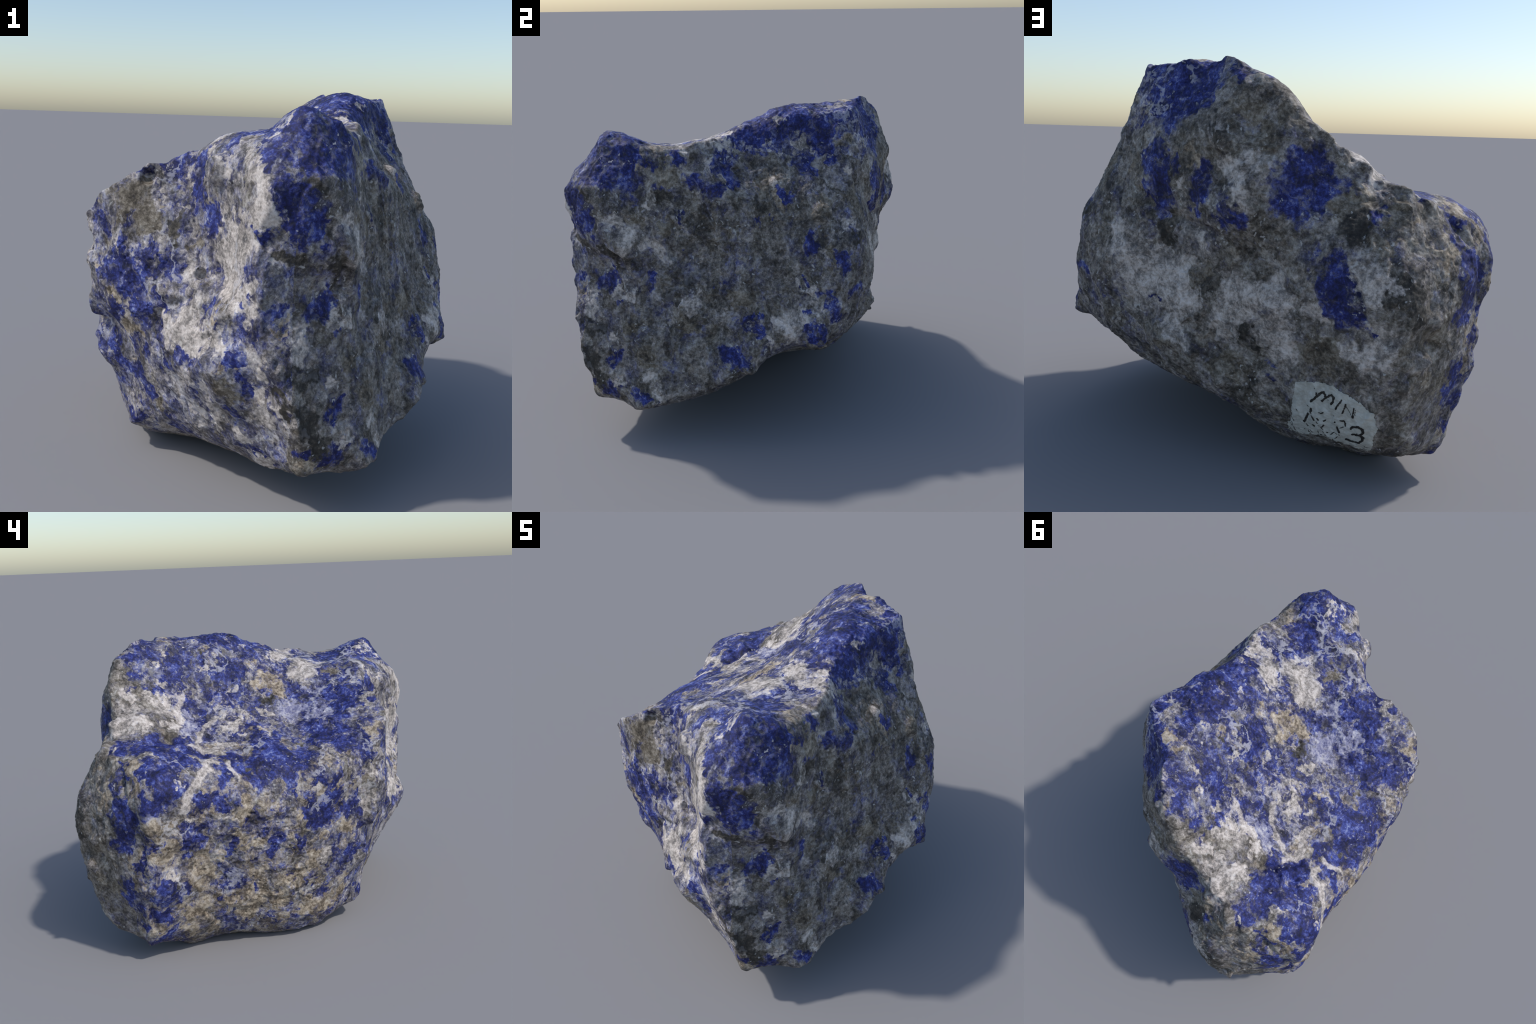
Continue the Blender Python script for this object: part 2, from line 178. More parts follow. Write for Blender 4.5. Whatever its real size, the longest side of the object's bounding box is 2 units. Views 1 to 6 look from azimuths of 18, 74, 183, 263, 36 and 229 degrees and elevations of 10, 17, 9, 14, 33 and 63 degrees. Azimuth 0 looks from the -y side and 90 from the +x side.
# mineral patches: (x, y, z, radius) in metres
PATCHES = {
    "lazurite": {
        "front": [
            (-0.10, -0.63, 1.26, 0.07), (0.01, -0.72, 1.22, 0.06), (-0.03, -0.70, 1.16, 0.04), (0.08, -0.77, 1.09, 0.05),
            (-0.38, -0.69, 0.87, 0.07), (-0.29, -0.72, 0.83, 0.07), (-0.17, -0.73, 0.90, 0.04), (-0.44, -0.66, 1.02, 0.04),
            (-0.25, -0.67, 1.24, 0.03), (-0.16, -0.62, 1.28, 0.05), (0.33, -0.97, 1.06, 0.03), (0.39, -0.88, 1.38, 0.10),
            (0.35, -0.96, 1.30, 0.03), (0.43, -0.96, 1.25, 0.04), (0.35, -0.96, 1.05, 0.03), (-0.37, -0.67, 0.66, 0.07),
            (-0.25, -0.73, 0.71, 0.06), (-0.15, -0.76, 0.77, 0.05), (-0.46, -0.54, 0.50, 0.06), (-0.32, -0.60, 0.39, 0.06),
            (-0.24, -0.62, 0.33, 0.05), (-0.50, -0.53, 0.47, 0.04), (0.00, -0.86, 0.57, 0.05), (-0.12, -0.75, 0.49, 0.03),
            (0.25, -0.96, 0.60, 0.04), (0.29, -0.94, 0.52, 0.04), (0.03, -0.81, 0.40, 0.03), (0.21, -0.88, 0.37, 0.04),
            (-0.13, -0.61, 0.19, 0.03), (-0.36, -0.54, 0.17, 0.03), (0.11, -0.86, 0.78, 0.03), (0.30, -0.82, 0.20, 0.02),
            (0.39, -0.96, 0.81, 0.03), (0.44, -0.96, 1.11, 0.05), (-0.16, -0.53, 1.27, 0.08), (-0.02, -0.68, 1.27, 0.04),
            (-0.30, -0.66, 1.24, 0.03), (-0.42, -0.31, 1.09, 0.06), (-0.49, -0.38, 1.07, 0.07), (-0.55, -0.43, 1.04, 0.06),
            (-0.36, -0.37, 1.13, 0.04), (-0.32, -0.45, 1.17, 0.05), (-0.26, -0.54, 1.23, 0.05), (-0.54, -0.50, 1.05, 0.05),
            (-0.56, -0.56, 1.00, 0.03), (-0.58, -0.45, 0.79, 0.03), (-0.60, -0.41, 0.70, 0.05), (-0.56, -0.49, 0.66, 0.04),
            (-0.56, -0.45, 0.45, 0.05), (-0.45, -0.49, 0.28, 0.03), (-0.42, -0.49, 0.18, 0.03), (-0.22, -0.53, 1.24, 0.07),
            (-0.23, -0.45, 1.21, 0.05), (-0.35, -0.30, 1.11, 0.08), (-0.40, -0.41, 1.12, 0.07), (-0.51, -0.50, 1.07, 0.07),
            (-0.56, -0.52, 1.04, 0.06), (0.17, -0.76, 1.39, 0.04), (-0.33, -0.71, 0.95, 0.04), (-0.22, -0.73, 0.91, 0.04),
            (-0.10, -0.74, 0.88, 0.03), (-0.40, -0.56, 0.43, 0.05), (-0.23, -0.68, 0.51, 0.03), (-0.43, -0.51, 0.30, 0.03),
        ],
        "right": [
            (0.44, -0.83, 1.47, 0.06), (0.49, -0.89, 1.32, 0.05), (0.55, -0.81, 1.32, 0.05), (0.53, -0.79, 1.40, 0.04),
            (0.54, -0.70, 1.45, 0.03), (0.48, -0.94, 1.19, 0.05), (0.51, -0.92, 1.13, 0.06), (0.55, -0.89, 1.10, 0.03),
            (0.47, -0.95, 1.07, 0.04), (0.64, -0.35, 1.24, 0.05), (0.50, -0.86, 0.78, 0.05), (0.56, -0.81, 0.75, 0.03),
            (0.60, -0.81, 0.43, 0.02), (0.50, -0.95, 0.32, 0.03), (0.59, -0.88, 0.28, 0.05), (0.71, -0.74, 0.26, 0.04),
            (0.56, -0.76, 1.36, 0.10), (0.55, -0.69, 1.43, 0.05), (0.60, -0.58, 1.26, 0.03), (0.56, -0.46, 1.38, 0.04),
            (0.60, -0.44, 1.28, 0.04), (0.62, -0.48, 1.11, 0.02), (0.63, -0.46, 1.05, 0.01), (0.63, -0.47, 0.99, 0.01),
            (0.56, -0.25, 1.34, 0.06), (0.61, -0.24, 1.28, 0.05), (0.65, -0.31, 1.22, 0.03), (0.58, 0.14, 1.30, 0.05),
            (0.64, 0.03, 1.20, 0.03), (0.60, 0.28, 1.32, 0.03), (0.69, -0.11, 1.08, 0.02), (0.75, 0.12, 0.97, 0.03),
            (0.81, 0.28, 0.86, 0.04), (0.54, -0.81, 0.81, 0.04), (0.57, -0.89, 0.27, 0.04), (0.73, -0.69, 0.24, 0.03),
            (0.62, -0.63, 0.81, 0.03), (0.60, -0.81, 0.42, 0.03), (0.68, -0.35, 0.79, 0.03), (0.69, -0.31, 0.82, 0.02),
            (0.84, 0.06, 0.66, 0.03), (0.80, 0.07, 0.78, 0.02), (0.83, 0.16, 0.75, 0.03), (0.84, 0.20, 0.71, 0.04),
            (0.84, 0.23, 0.63, 0.04), (0.87, 0.13, 0.56, 0.05), (0.87, 0.06, 0.58, 0.03), (0.81, -0.28, 0.44, 0.05),
            (0.84, -0.25, 0.42, 0.03), (0.79, -0.18, 0.59, 0.04), (0.76, 0.10, 0.94, 0.02), (0.78, 0.35, 0.72, 0.03),
            (0.57, -0.61, 1.38, 0.03),
        ],
        "back": [
            (0.35, 0.60, 1.36, 0.05), (0.43, 0.59, 1.08, 0.05), (0.21, 0.67, 1.42, 0.05), (0.30, 0.61, 1.40, 0.05),
            (0.44, 0.58, 1.20, 0.05), (0.41, 0.60, 1.12, 0.06), (0.41, 0.60, 1.05, 0.05), (0.35, 0.65, 1.16, 0.03),
            (0.21, 0.73, 1.17, 0.05), (0.21, 0.74, 1.10, 0.04), (0.24, 0.72, 1.04, 0.03), (0.09, 0.83, 1.00, 0.05),
            (0.23, 0.72, 0.97, 0.02), (0.43, 0.56, 0.68, 0.02), (-0.04, 0.74, 0.45, 0.02), (-0.05, 0.73, 0.40, 0.02),
            (-0.30, 0.94, 0.79, 0.06), (-0.26, 0.92, 0.86, 0.05), (-0.31, 0.94, 0.71, 0.06), (-0.35, 0.96, 0.79, 0.04),
            (-0.40, 0.97, 0.65, 0.02), (-0.17, 0.83, 1.14, 0.09), (-0.12, 0.85, 1.08, 0.06), (-0.20, 0.80, 1.22, 0.05),
            (-0.43, 0.88, 1.04, 0.03), (-0.58, 0.74, 1.11, 0.02), (-0.72, 0.73, 1.01, 0.03), (-0.68, 0.73, 1.05, 0.02),
            (-0.72, 0.77, 0.95, 0.04), (-0.77, 0.76, 0.88, 0.05), (-0.75, 0.80, 0.84, 0.04), (-0.79, 0.73, 0.75, 0.05),
            (-0.76, 0.77, 0.70, 0.03), (-0.62, 0.63, 1.10, 0.05), (-0.55, 0.68, 1.12, 0.04), (-0.80, 0.73, 0.81, 0.07),
            (-0.78, 0.74, 0.72, 0.05), (-0.78, 0.76, 0.86, 0.05), (-0.13, 0.65, 1.43, 0.04), (-0.17, 0.62, 1.37, 0.03),
            (-0.18, 0.69, 1.36, 0.03), (-0.50, 0.46, 1.09, 0.09), (-0.55, 0.54, 1.10, 0.08), (-0.46, 0.56, 1.17, 0.02),
            (-0.56, 0.77, 1.12, 0.03), (-0.54, 0.71, 1.12, 0.04), (-0.17, 0.82, 1.22, 0.05), (-0.70, 0.72, 1.04, 0.03),
        ],
        "left": [
            (-0.81, 0.69, 0.56, 0.03), (-0.75, 0.74, 0.45, 0.05), (-0.74, 0.73, 0.39, 0.04), (-0.78, 0.67, 0.30, 0.03),
            (-0.73, 0.68, 0.22, 0.03), (-0.63, 0.48, 1.09, 0.06), (-0.78, 0.60, 1.05, 0.05), (-0.78, 0.52, 1.05, 0.06),
            (-0.73, 0.44, 1.05, 0.05), (-0.85, 0.50, 0.97, 0.07), (-0.80, 0.36, 0.90, 0.06), (-0.78, 0.29, 0.87, 0.05),
            (-0.88, 0.60, 0.89, 0.05), (-0.81, 0.43, 0.71, 0.06), (-0.82, 0.47, 0.69, 0.03), (-0.77, 0.43, 0.59, 0.04),
            (-0.77, 0.36, 0.66, 0.03), (-0.74, 0.21, 0.60, 0.03), (-0.70, 0.23, 0.43, 0.04), (-0.69, 0.27, 0.32, 0.02),
            (-0.69, 0.14, 0.38, 0.02), (-0.84, 0.56, 0.46, 0.05), (-0.80, 0.52, 0.39, 0.05), (-0.83, 0.60, 0.41, 0.04),
            (-0.77, 0.59, 0.28, 0.05), (-0.72, 0.55, 0.19, 0.04), (-0.70, 0.59, 0.13, 0.04), (-0.82, 0.67, 0.60, 0.04),
            (-0.80, 0.69, 0.53, 0.03), (-0.83, 0.61, 0.53, 0.02), (-0.46, -0.01, 1.09, 0.06), (-0.57, -0.09, 1.03, 0.08),
            (-0.59, 0.02, 1.02, 0.07), (-0.62, -0.18, 0.99, 0.06), (-0.69, -0.14, 0.86, 0.03), (-0.68, -0.23, 0.92, 0.04),
            (-0.68, -0.30, 0.89, 0.04), (-0.68, -0.23, 0.75, 0.07), (-0.65, -0.30, 0.71, 0.06), (-0.65, -0.33, 0.80, 0.05),
            (-0.68, -0.16, 0.58, 0.04), (-0.72, -0.00, 0.62, 0.05), (-0.71, 0.02, 0.57, 0.03), (-0.57, -0.42, 0.42, 0.03),
            (-0.61, -0.27, 0.35, 0.03), (-0.57, -0.34, 0.31, 0.02), (-0.62, -0.00, 0.18, 0.02), (-0.68, 0.26, 0.32, 0.03),
            (-0.55, 0.36, 1.06, 0.07), (-0.64, 0.54, 1.10, 0.07), (-0.68, 0.43, 1.06, 0.06), (-0.52, 0.01, 1.06, 0.05),
            (-0.59, -0.18, 1.00, 0.07), (-0.64, -0.08, 0.99, 0.06), (-0.48, -0.04, 1.08, 0.05), (-0.60, 0.18, 1.01, 0.06),
            (-0.67, 0.10, 0.96, 0.04), (-0.72, 0.24, 0.97, 0.03), (-0.68, 0.01, 0.95, 0.05), (-0.84, 0.56, 1.00, 0.04),
            (-0.80, 0.64, 1.03, 0.04), (-0.69, -0.09, 0.93, 0.05), (-0.69, 0.07, 0.95, 0.05), (-0.64, 0.15, 0.99, 0.06),
            (-0.70, 0.22, 0.97, 0.05),
        ],
        "top": [
            (0.47, -0.09, 1.46, 0.07), (0.47, 0.15, 1.54, 0.08), (0.50, 0.24, 1.49, 0.06), (0.43, 0.07, 1.56, 0.06),
            (0.51, 0.32, 1.51, 0.05), (0.54, 0.24, 1.39, 0.04), (0.52, 0.26, 1.45, 0.04), (0.22, 0.60, 1.49, 0.04),
            (0.38, 0.52, 1.47, 0.08), (0.27, 0.55, 1.54, 0.06), (0.09, 0.70, 1.52, 0.03), (-0.41, -0.08, 1.09, 0.05),
            (0.39, -0.67, 1.47, 0.10), (0.35, -0.53, 1.41, 0.08), (0.41, -0.49, 1.42, 0.04), (0.26, -0.52, 1.40, 0.04),
            (0.37, -0.08, 1.51, 0.07), (0.32, -0.10, 1.50, 0.04), (0.32, 0.01, 1.54, 0.06), (0.37, 0.11, 1.58, 0.05),
            (0.26, 0.15, 1.56, 0.07), (0.31, 0.22, 1.58, 0.07), (0.29, 0.31, 1.58, 0.06), (0.21, 0.24, 1.56, 0.05),
            (0.42, 0.27, 1.57, 0.04), (0.25, 0.03, 1.51, 0.04), (0.20, 0.00, 1.47, 0.04), (0.43, 0.39, 1.57, 0.05),
            (0.28, 0.36, 1.58, 0.05), (0.07, 0.10, 1.42, 0.07), (0.01, 0.20, 1.40, 0.05), (0.07, 0.02, 1.38, 0.03),
            (-0.09, 0.07, 1.26, 0.04), (-0.13, -0.43, 1.25, 0.05), (0.27, -0.74, 1.41, 0.04), (-0.06, 0.44, 1.37, 0.07),
            (-0.14, 0.35, 1.25, 0.04), (-0.10, 0.61, 1.43, 0.03), (-0.02, 0.67, 1.51, 0.04), (0.45, -0.03, 1.49, 0.06),
            (0.48, 0.10, 1.52, 0.06), (0.52, 0.24, 1.43, 0.06), (0.34, 0.54, 1.46, 0.12), (0.21, 0.59, 1.50, 0.08),
        ],
    },
    "calcite": {
        "front": [
            (0.15, -0.84, 1.29, 0.05), (0.29, -0.94, 1.27, 0.06), (0.32, -0.97, 1.19, 0.07), (0.24, -0.90, 1.02, 0.08),
            (0.20, -0.86, 0.92, 0.07), (0.23, -0.89, 1.12, 0.03), (-0.36, -0.70, 0.95, 0.03), (-0.06, -0.69, 1.11, 0.02),
            (-0.17, -0.66, 1.17, 0.02), (0.31, -0.96, 1.23, 0.05), (0.34, -0.99, 1.15, 0.06), (0.41, -0.97, 1.13, 0.03),
            (0.39, -0.89, 1.37, 0.02), (-0.11, -0.78, 0.68, 0.05), (-0.04, -0.82, 0.68, 0.04), (0.06, -0.87, 0.66, 0.06),
            (-0.08, -0.81, 0.62, 0.04), (0.10, -0.90, 0.62, 0.04), (0.18, -0.86, 0.84, 0.06), (0.27, -0.95, 0.80, 0.04),
            (0.28, -0.94, 0.86, 0.04), (0.36, -0.98, 0.60, 0.02), (0.35, -0.94, 0.49, 0.03), (0.12, -0.89, 0.44, 0.03),
            (0.02, -0.76, 0.31, 0.05), (0.12, -0.80, 0.29, 0.05), (-0.22, -0.54, 0.15, 0.04), (-0.30, -0.55, 0.16, 0.02),
            (0.26, -0.84, 0.27, 0.04), (0.33, -0.80, 0.17, 0.04), (0.35, -0.92, 0.41, 0.04), (-0.09, -0.70, 0.32, 0.03),
            (0.31, -0.96, 0.88, 0.04), (0.33, -0.97, 0.80, 0.03), (0.36, -0.97, 0.57, 0.02), (0.43, -0.97, 0.47, 0.03),
            (0.47, -0.98, 0.44, 0.03), (0.37, -0.90, 0.33, 0.04), (-0.29, -0.58, 1.22, 0.02), (-0.33, -0.56, 1.19, 0.01),
            (-0.26, -0.63, 1.26, 0.02), (0.34, -0.81, 1.42, 0.03), (0.21, -0.76, 1.40, 0.02), (0.12, -0.79, 1.33, 0.03),
            (0.07, -0.77, 1.30, 0.02), (0.16, -0.83, 1.12, 0.04), (0.13, -0.80, 1.04, 0.04), (0.15, -0.81, 0.95, 0.04),
            (0.21, -0.90, 0.82, 0.04), (-0.01, -0.82, 0.73, 0.04), (0.17, -0.94, 0.67, 0.04), (0.21, -0.87, 0.97, 0.09),
            (-0.01, -0.84, 0.67, 0.09),
        ],
        "right": [
            (0.53, -0.42, 1.43, 0.02), (0.60, -0.63, 1.22, 0.02), (0.47, -0.90, 0.70, 0.03), (0.51, -0.88, 0.63, 0.02),
            (0.59, -0.76, 0.77, 0.03), (0.54, -0.86, 0.55, 0.02), (0.63, -0.83, 0.32, 0.02), (0.72, -0.65, 0.28, 0.02),
            (0.60, -0.63, 1.20, 0.03), (0.61, -0.78, 1.10, 0.05), (0.63, -0.75, 1.02, 0.05), (0.61, -0.60, 0.96, 0.05),
            (0.59, -0.32, 1.34, 0.04), (0.51, -0.26, 1.42, 0.05), (0.62, -0.03, 1.24, 0.03), (0.60, 0.39, 1.30, 0.03),
            (0.73, 0.35, 1.04, 0.04), (0.71, 0.22, 1.12, 0.03), (0.46, -0.92, 0.68, 0.04), (0.56, -0.85, 0.53, 0.03),
            (0.60, -0.74, 0.76, 0.03), (0.69, -0.42, 0.71, 0.04), (0.71, -0.66, 0.35, 0.03), (0.73, -0.61, 0.28, 0.04),
            (0.66, -0.36, 0.89, 0.02), (0.69, -0.51, 0.70, 0.01), (0.79, 0.02, 0.76, 0.03), (0.81, 0.10, 0.75, 0.04),
            (0.84, 0.13, 0.67, 0.03), (0.86, 0.02, 0.61, 0.06), (0.84, -0.06, 0.62, 0.04), (0.87, -0.02, 0.56, 0.03),
            (0.79, 0.17, 0.93, 0.03), (0.83, -0.13, 0.53, 0.03), (0.78, -0.22, 0.57, 0.02),
        ],
        "back": [
            (0.08, 0.81, 1.19, 0.06), (0.09, 0.82, 1.12, 0.04), (0.24, 0.68, 0.91, 0.05), (0.30, 0.68, 1.11, 0.02),
            (0.47, 0.54, 0.75, 0.13), (0.57, 0.52, 0.84, 0.07), (0.35, 0.61, 0.74, 0.11), (0.28, 0.65, 0.71, 0.07),
            (0.06, 0.76, 0.68, 0.09), (0.12, 0.71, 0.58, 0.06), (-0.06, 0.84, 0.70, 0.08), (-0.11, 0.80, 0.54, 0.08),
            (-0.06, 0.80, 0.58, 0.06), (0.34, 0.62, 0.54, 0.07), (-0.23, 0.89, 0.67, 0.04), (-0.40, 0.97, 0.84, 0.06),
            (-0.46, 0.99, 0.79, 0.05), (-0.44, 0.97, 0.55, 0.07), (-0.46, 0.98, 0.61, 0.06), (-0.36, 0.93, 0.56, 0.05),
            (-0.21, 0.59, 1.32, 0.05), (-0.25, 0.48, 1.23, 0.05), (-0.34, 0.47, 1.19, 0.03), (-0.23, 0.71, 1.33, 0.04),
            (-0.29, 0.70, 1.26, 0.05), (-0.39, 0.70, 1.22, 0.06), (-0.38, 0.61, 1.23, 0.05), (-0.43, 0.61, 1.18, 0.03),
            (-0.41, 0.75, 1.17, 0.04), (-0.46, 0.78, 1.14, 0.02), (-0.44, 0.44, 1.11, 0.03), (-0.64, 0.67, 1.09, 0.03),
            (-0.69, 0.60, 1.09, 0.03), (-0.55, 0.75, 1.12, 0.02),
        ],
        "left": [
            (-0.71, 0.32, 1.02, 0.03), (-0.78, 0.37, 0.98, 0.01), (-0.81, 0.41, 0.94, 0.01), (-0.83, 0.43, 0.90, 0.01),
            (-0.82, 0.45, 0.98, 0.02), (-0.81, 0.42, 0.77, 0.03), (-0.78, 0.29, 0.77, 0.03), (-0.77, 0.31, 0.71, 0.02),
            (-0.81, 0.50, 0.49, 0.03), (-0.68, -0.23, 0.87, 0.02), (-0.63, -0.29, 0.50, 0.04), (-0.69, -0.16, 0.63, 0.01),
            (-0.61, -0.22, 0.30, 0.03), (-0.49, 0.28, 1.06, 0.03), (-0.43, 0.19, 1.07, 0.03), (-0.65, 0.33, 1.04, 0.03),
            (-0.70, 0.33, 1.02, 0.01), (-0.74, 0.35, 1.01, 0.01), (-0.79, 0.40, 0.98, 0.01), (-0.62, 0.29, 1.03, 0.02),
            (-0.65, 0.35, 1.05, 0.02), (-0.72, 0.33, 1.02, 0.01),
        ],
        "top": [
            (0.07, -0.68, 1.39, 0.03), (0.46, -0.22, 1.46, 0.02), (0.52, 0.14, 1.38, 0.04), (0.46, 0.04, 1.51, 0.03),
            (0.52, 0.04, 1.39, 0.02), (0.49, 0.46, 1.45, 0.03), (0.44, 0.52, 1.39, 0.03), (0.09, -0.28, 1.35, 0.08),
            (0.20, -0.37, 1.40, 0.06), (0.28, -0.23, 1.44, 0.06), (0.32, -0.18, 1.47, 0.04), (-0.04, 0.09, 1.30, 0.04),
            (-0.21, -0.07, 1.18, 0.03), (0.46, -0.29, 1.45, 0.06), (0.41, -0.19, 1.47, 0.05), (0.39, -0.29, 1.44, 0.04),
            (0.28, -0.18, 1.46, 0.05), (0.21, -0.16, 1.43, 0.04), (0.20, -0.34, 1.40, 0.08), (0.10, -0.33, 1.36, 0.08),
            (0.17, -0.27, 1.40, 0.05), (0.21, -0.43, 1.39, 0.04), (0.14, 0.36, 1.53, 0.02), (0.18, 0.22, 1.55, 0.02),
            (0.14, 0.12, 1.48, 0.02), (0.03, 0.27, 1.42, 0.03), (0.08, 0.47, 1.52, 0.03), (-0.21, -0.04, 1.18, 0.03),
            (0.36, -0.79, 1.47, 0.03), (0.32, -0.73, 1.44, 0.03), (-0.03, 0.55, 1.45, 0.03), (-0.12, 0.50, 1.35, 0.04),
            (-0.18, 0.51, 1.30, 0.05), (-0.28, 0.44, 1.20, 0.04), (-0.36, 0.33, 1.12, 0.03), (-0.43, 0.35, 1.10, 0.02),
            (-0.28, 0.27, 1.14, 0.02), (-0.22, 0.21, 1.18, 0.02), (-0.31, 0.15, 1.13, 0.05), (-0.36, 0.09, 1.12, 0.03),
            (0.14, -0.34, 1.38, 0.11),
        ],
    },
    "tan": {
        "front": [
            (-0.47, -0.65, 0.89, 0.03), (-0.47, -0.66, 0.83, 0.03), (-0.46, -0.66, 1.10, 0.02), (0.12, -0.80, 1.15, 0.02),
            (-0.16, -0.68, 1.13, 0.02), (-0.39, -0.69, 0.75, 0.03), (-0.53, -0.51, 0.58, 0.02), (-0.28, -0.68, 0.58, 0.04),
            (-0.35, -0.60, 0.47, 0.02), (0.28, -0.96, 0.73, 0.02), (0.14, -0.90, 0.74, 0.03), (0.20, -0.96, 0.58, 0.02),
            (0.27, -0.95, 0.56, 0.02), (0.34, -0.98, 0.72, 0.02), (0.41, -0.94, 0.75, 0.02), (-0.47, -0.59, 1.12, 0.04),
            (-0.45, -0.55, 1.13, 0.02), (-0.59, -0.45, 0.82, 0.04), (-0.60, -0.42, 1.00, 0.03), (-0.38, -0.64, 1.19, 0.02),
            (-0.58, -0.46, 0.55, 0.03),
        ],
        "right": [
            (0.51, -0.93, 0.25, 0.03), (0.58, -0.66, 1.34, 0.03), (0.58, -0.54, 1.34, 0.03), (0.65, -0.03, 1.19, 0.03),
            (0.50, -0.55, 1.43, 0.04), (0.53, -0.50, 1.42, 0.03),
        ],
        "back": [
            (0.26, 0.71, 1.21, 0.03), (-0.35, 0.81, 1.12, 0.04), (-0.60, 0.85, 0.98, 0.02), (-0.63, 0.85, 0.92, 0.03),
            (-0.66, 0.86, 0.87, 0.03), (-0.56, 0.85, 1.03, 0.02), (-0.51, 0.92, 0.96, 0.02), (-0.74, 0.67, 1.05, 0.03),
            (-0.68, 0.86, 0.83, 0.02), (-0.72, 0.68, 1.06, 0.04), (-0.79, 0.71, 0.93, 0.02), (-0.33, 0.81, 1.11, 0.04),
            (-0.66, 0.84, 0.92, 0.05), (-0.56, 0.50, 1.10, 0.02),
        ],
        "left": [
            (-0.79, 0.69, 0.95, 0.03), (-0.79, 0.70, 0.45, 0.02), (-0.78, 0.68, 0.35, 0.01), (-0.80, 0.67, 0.96, 0.04),
            (-0.86, 0.52, 0.90, 0.02), (-0.77, 0.31, 0.94, 0.02), (-0.76, 0.13, 0.84, 0.06), (-0.77, 0.17, 0.78, 0.06),
            (-0.88, 0.64, 0.81, 0.05), (-0.88, 0.60, 0.80, 0.05), (-0.86, 0.57, 0.75, 0.05), (-0.83, 0.54, 0.66, 0.04),
            (-0.84, 0.58, 0.63, 0.05), (-0.75, 0.17, 0.65, 0.04), (-0.74, 0.10, 0.62, 0.05), (-0.74, 0.33, 0.59, 0.04),
            (-0.73, 0.25, 0.56, 0.05), (-0.73, 0.35, 0.48, 0.07), (-0.73, 0.40, 0.41, 0.07), (-0.69, 0.17, 0.38, 0.05),
            (-0.67, 0.21, 0.29, 0.06), (-0.70, 0.41, 0.26, 0.07), (-0.63, 0.14, 0.20, 0.08), (-0.68, 0.45, 0.15, 0.06),
            (-0.62, 0.31, 0.13, 0.06), (-0.68, 0.07, 0.35, 0.06), (-0.66, -0.29, 0.97, 0.02), (-0.70, -0.12, 0.77, 0.04),
            (-0.66, -0.35, 0.87, 0.02), (-0.69, -0.12, 0.89, 0.02), (-0.70, -0.13, 0.73, 0.03), (-0.65, -0.26, 0.58, 0.04),
            (-0.61, -0.38, 0.57, 0.05), (-0.64, -0.22, 0.47, 0.06), (-0.65, -0.15, 0.39, 0.06), (-0.66, -0.08, 0.36, 0.05),
            (-0.55, -0.40, 0.33, 0.04), (-0.51, -0.39, 0.22, 0.05), (-0.55, -0.31, 0.19, 0.06), (-0.60, -0.20, 0.18, 0.08),
            (-0.61, -0.10, 0.16, 0.05), (-0.66, 0.12, 0.28, 0.06), (-0.62, 0.15, 0.17, 0.06), (-0.70, 0.09, 0.43, 0.05),
            (-0.64, -0.00, 0.26, 0.06), (-0.64, 0.41, 1.07, 0.02),
        ],
        "top": [
            (0.56, 0.38, 1.42, 0.04), (0.03, -0.13, 1.33, 0.06), (-0.06, -0.15, 1.26, 0.05), (-0.39, -0.18, 1.08, 0.02),
            (0.12, -0.04, 1.41, 0.03), (0.05, -0.11, 1.35, 0.05), (-0.01, -0.14, 1.30, 0.06), (0.01, -0.05, 1.32, 0.05),
            (0.12, 0.24, 1.52, 0.04), (0.25, 0.49, 1.59, 0.04), (0.20, 0.50, 1.58, 0.03), (0.01, 0.71, 1.53, 0.02),
            (-0.36, 0.01, 1.12, 0.03),
        ],
    },
    "dark": {
        "front": [
            (-0.10, -0.71, 1.02, 0.06), (0.02, -0.76, 0.87, 0.01), (0.43, -0.94, 0.97, 0.04), (0.16, -0.87, 0.81, 0.02),  # second spot: small near-black spot at the front pit
            (0.45, -0.97, 0.54, 0.05), (-0.38, -0.25, 1.09, 0.03),
        ],
        "right": [
            (0.58, -0.83, 0.95, 0.05), (0.53, -0.92, 1.24, 0.03), (0.45, -0.94, 0.64, 0.04), (0.52, -0.94, 0.42, 0.06),
            (0.57, -0.78, 0.88, 0.04), (0.75, -0.19, 0.71, 0.01), (0.58, -0.80, 1.26, 0.03), (0.59, -0.55, 1.24, 0.04),
            (0.61, -0.71, 1.19, 0.03), (0.46, -0.92, 0.99, 0.04), (0.67, 0.29, 1.17, 0.04), (0.77, 0.35, 0.97, 0.04),
            (0.50, -0.91, 0.57, 0.05), (0.49, -0.97, 0.47, 0.05), (0.54, -0.92, 0.35, 0.06), (0.70, -0.45, 0.64, 0.04),
            (0.68, -0.52, 0.74, 0.04), (0.78, -0.19, 0.63, 0.02),
        ],
        "back": [
            (0.47, 0.52, 1.28, 0.02), (0.17, 0.77, 1.32, 0.03), (0.38, 0.60, 0.94, 0.06), (0.18, 0.69, 0.72, 0.04),
            (-0.54, 0.98, 0.81, 0.07), (-0.57, 0.98, 0.70, 0.06), (-0.51, 1.00, 0.76, 0.05), (-0.36, 0.89, 1.00, 0.06),
            (0.02, 0.74, 0.55, 0.04), (-0.68, 0.87, 0.77, 0.03), (-0.65, 0.85, 0.59, 0.02),
        ],
        "left": [
            (-0.80, 0.69, 0.52, 0.02), (-0.45, -0.21, 1.05, 0.03), (-0.62, 0.10, 0.99, 0.03),
        ],
        "top": [
            (-0.14, -0.07, 1.22, 0.04), (-0.12, -0.09, 1.23, 0.04), (0.08, 0.26, 1.49, 0.03), (-0.36, -0.24, 1.10, 0.03),
        ],
    },
    "taupe": {
        "front": [
            (-0.30, -0.70, 1.13, 0.08), (-0.22, -0.71, 1.04, 0.06), (0.01, -0.74, 0.96, 0.04), (0.22, -0.94, 0.48, 0.05),
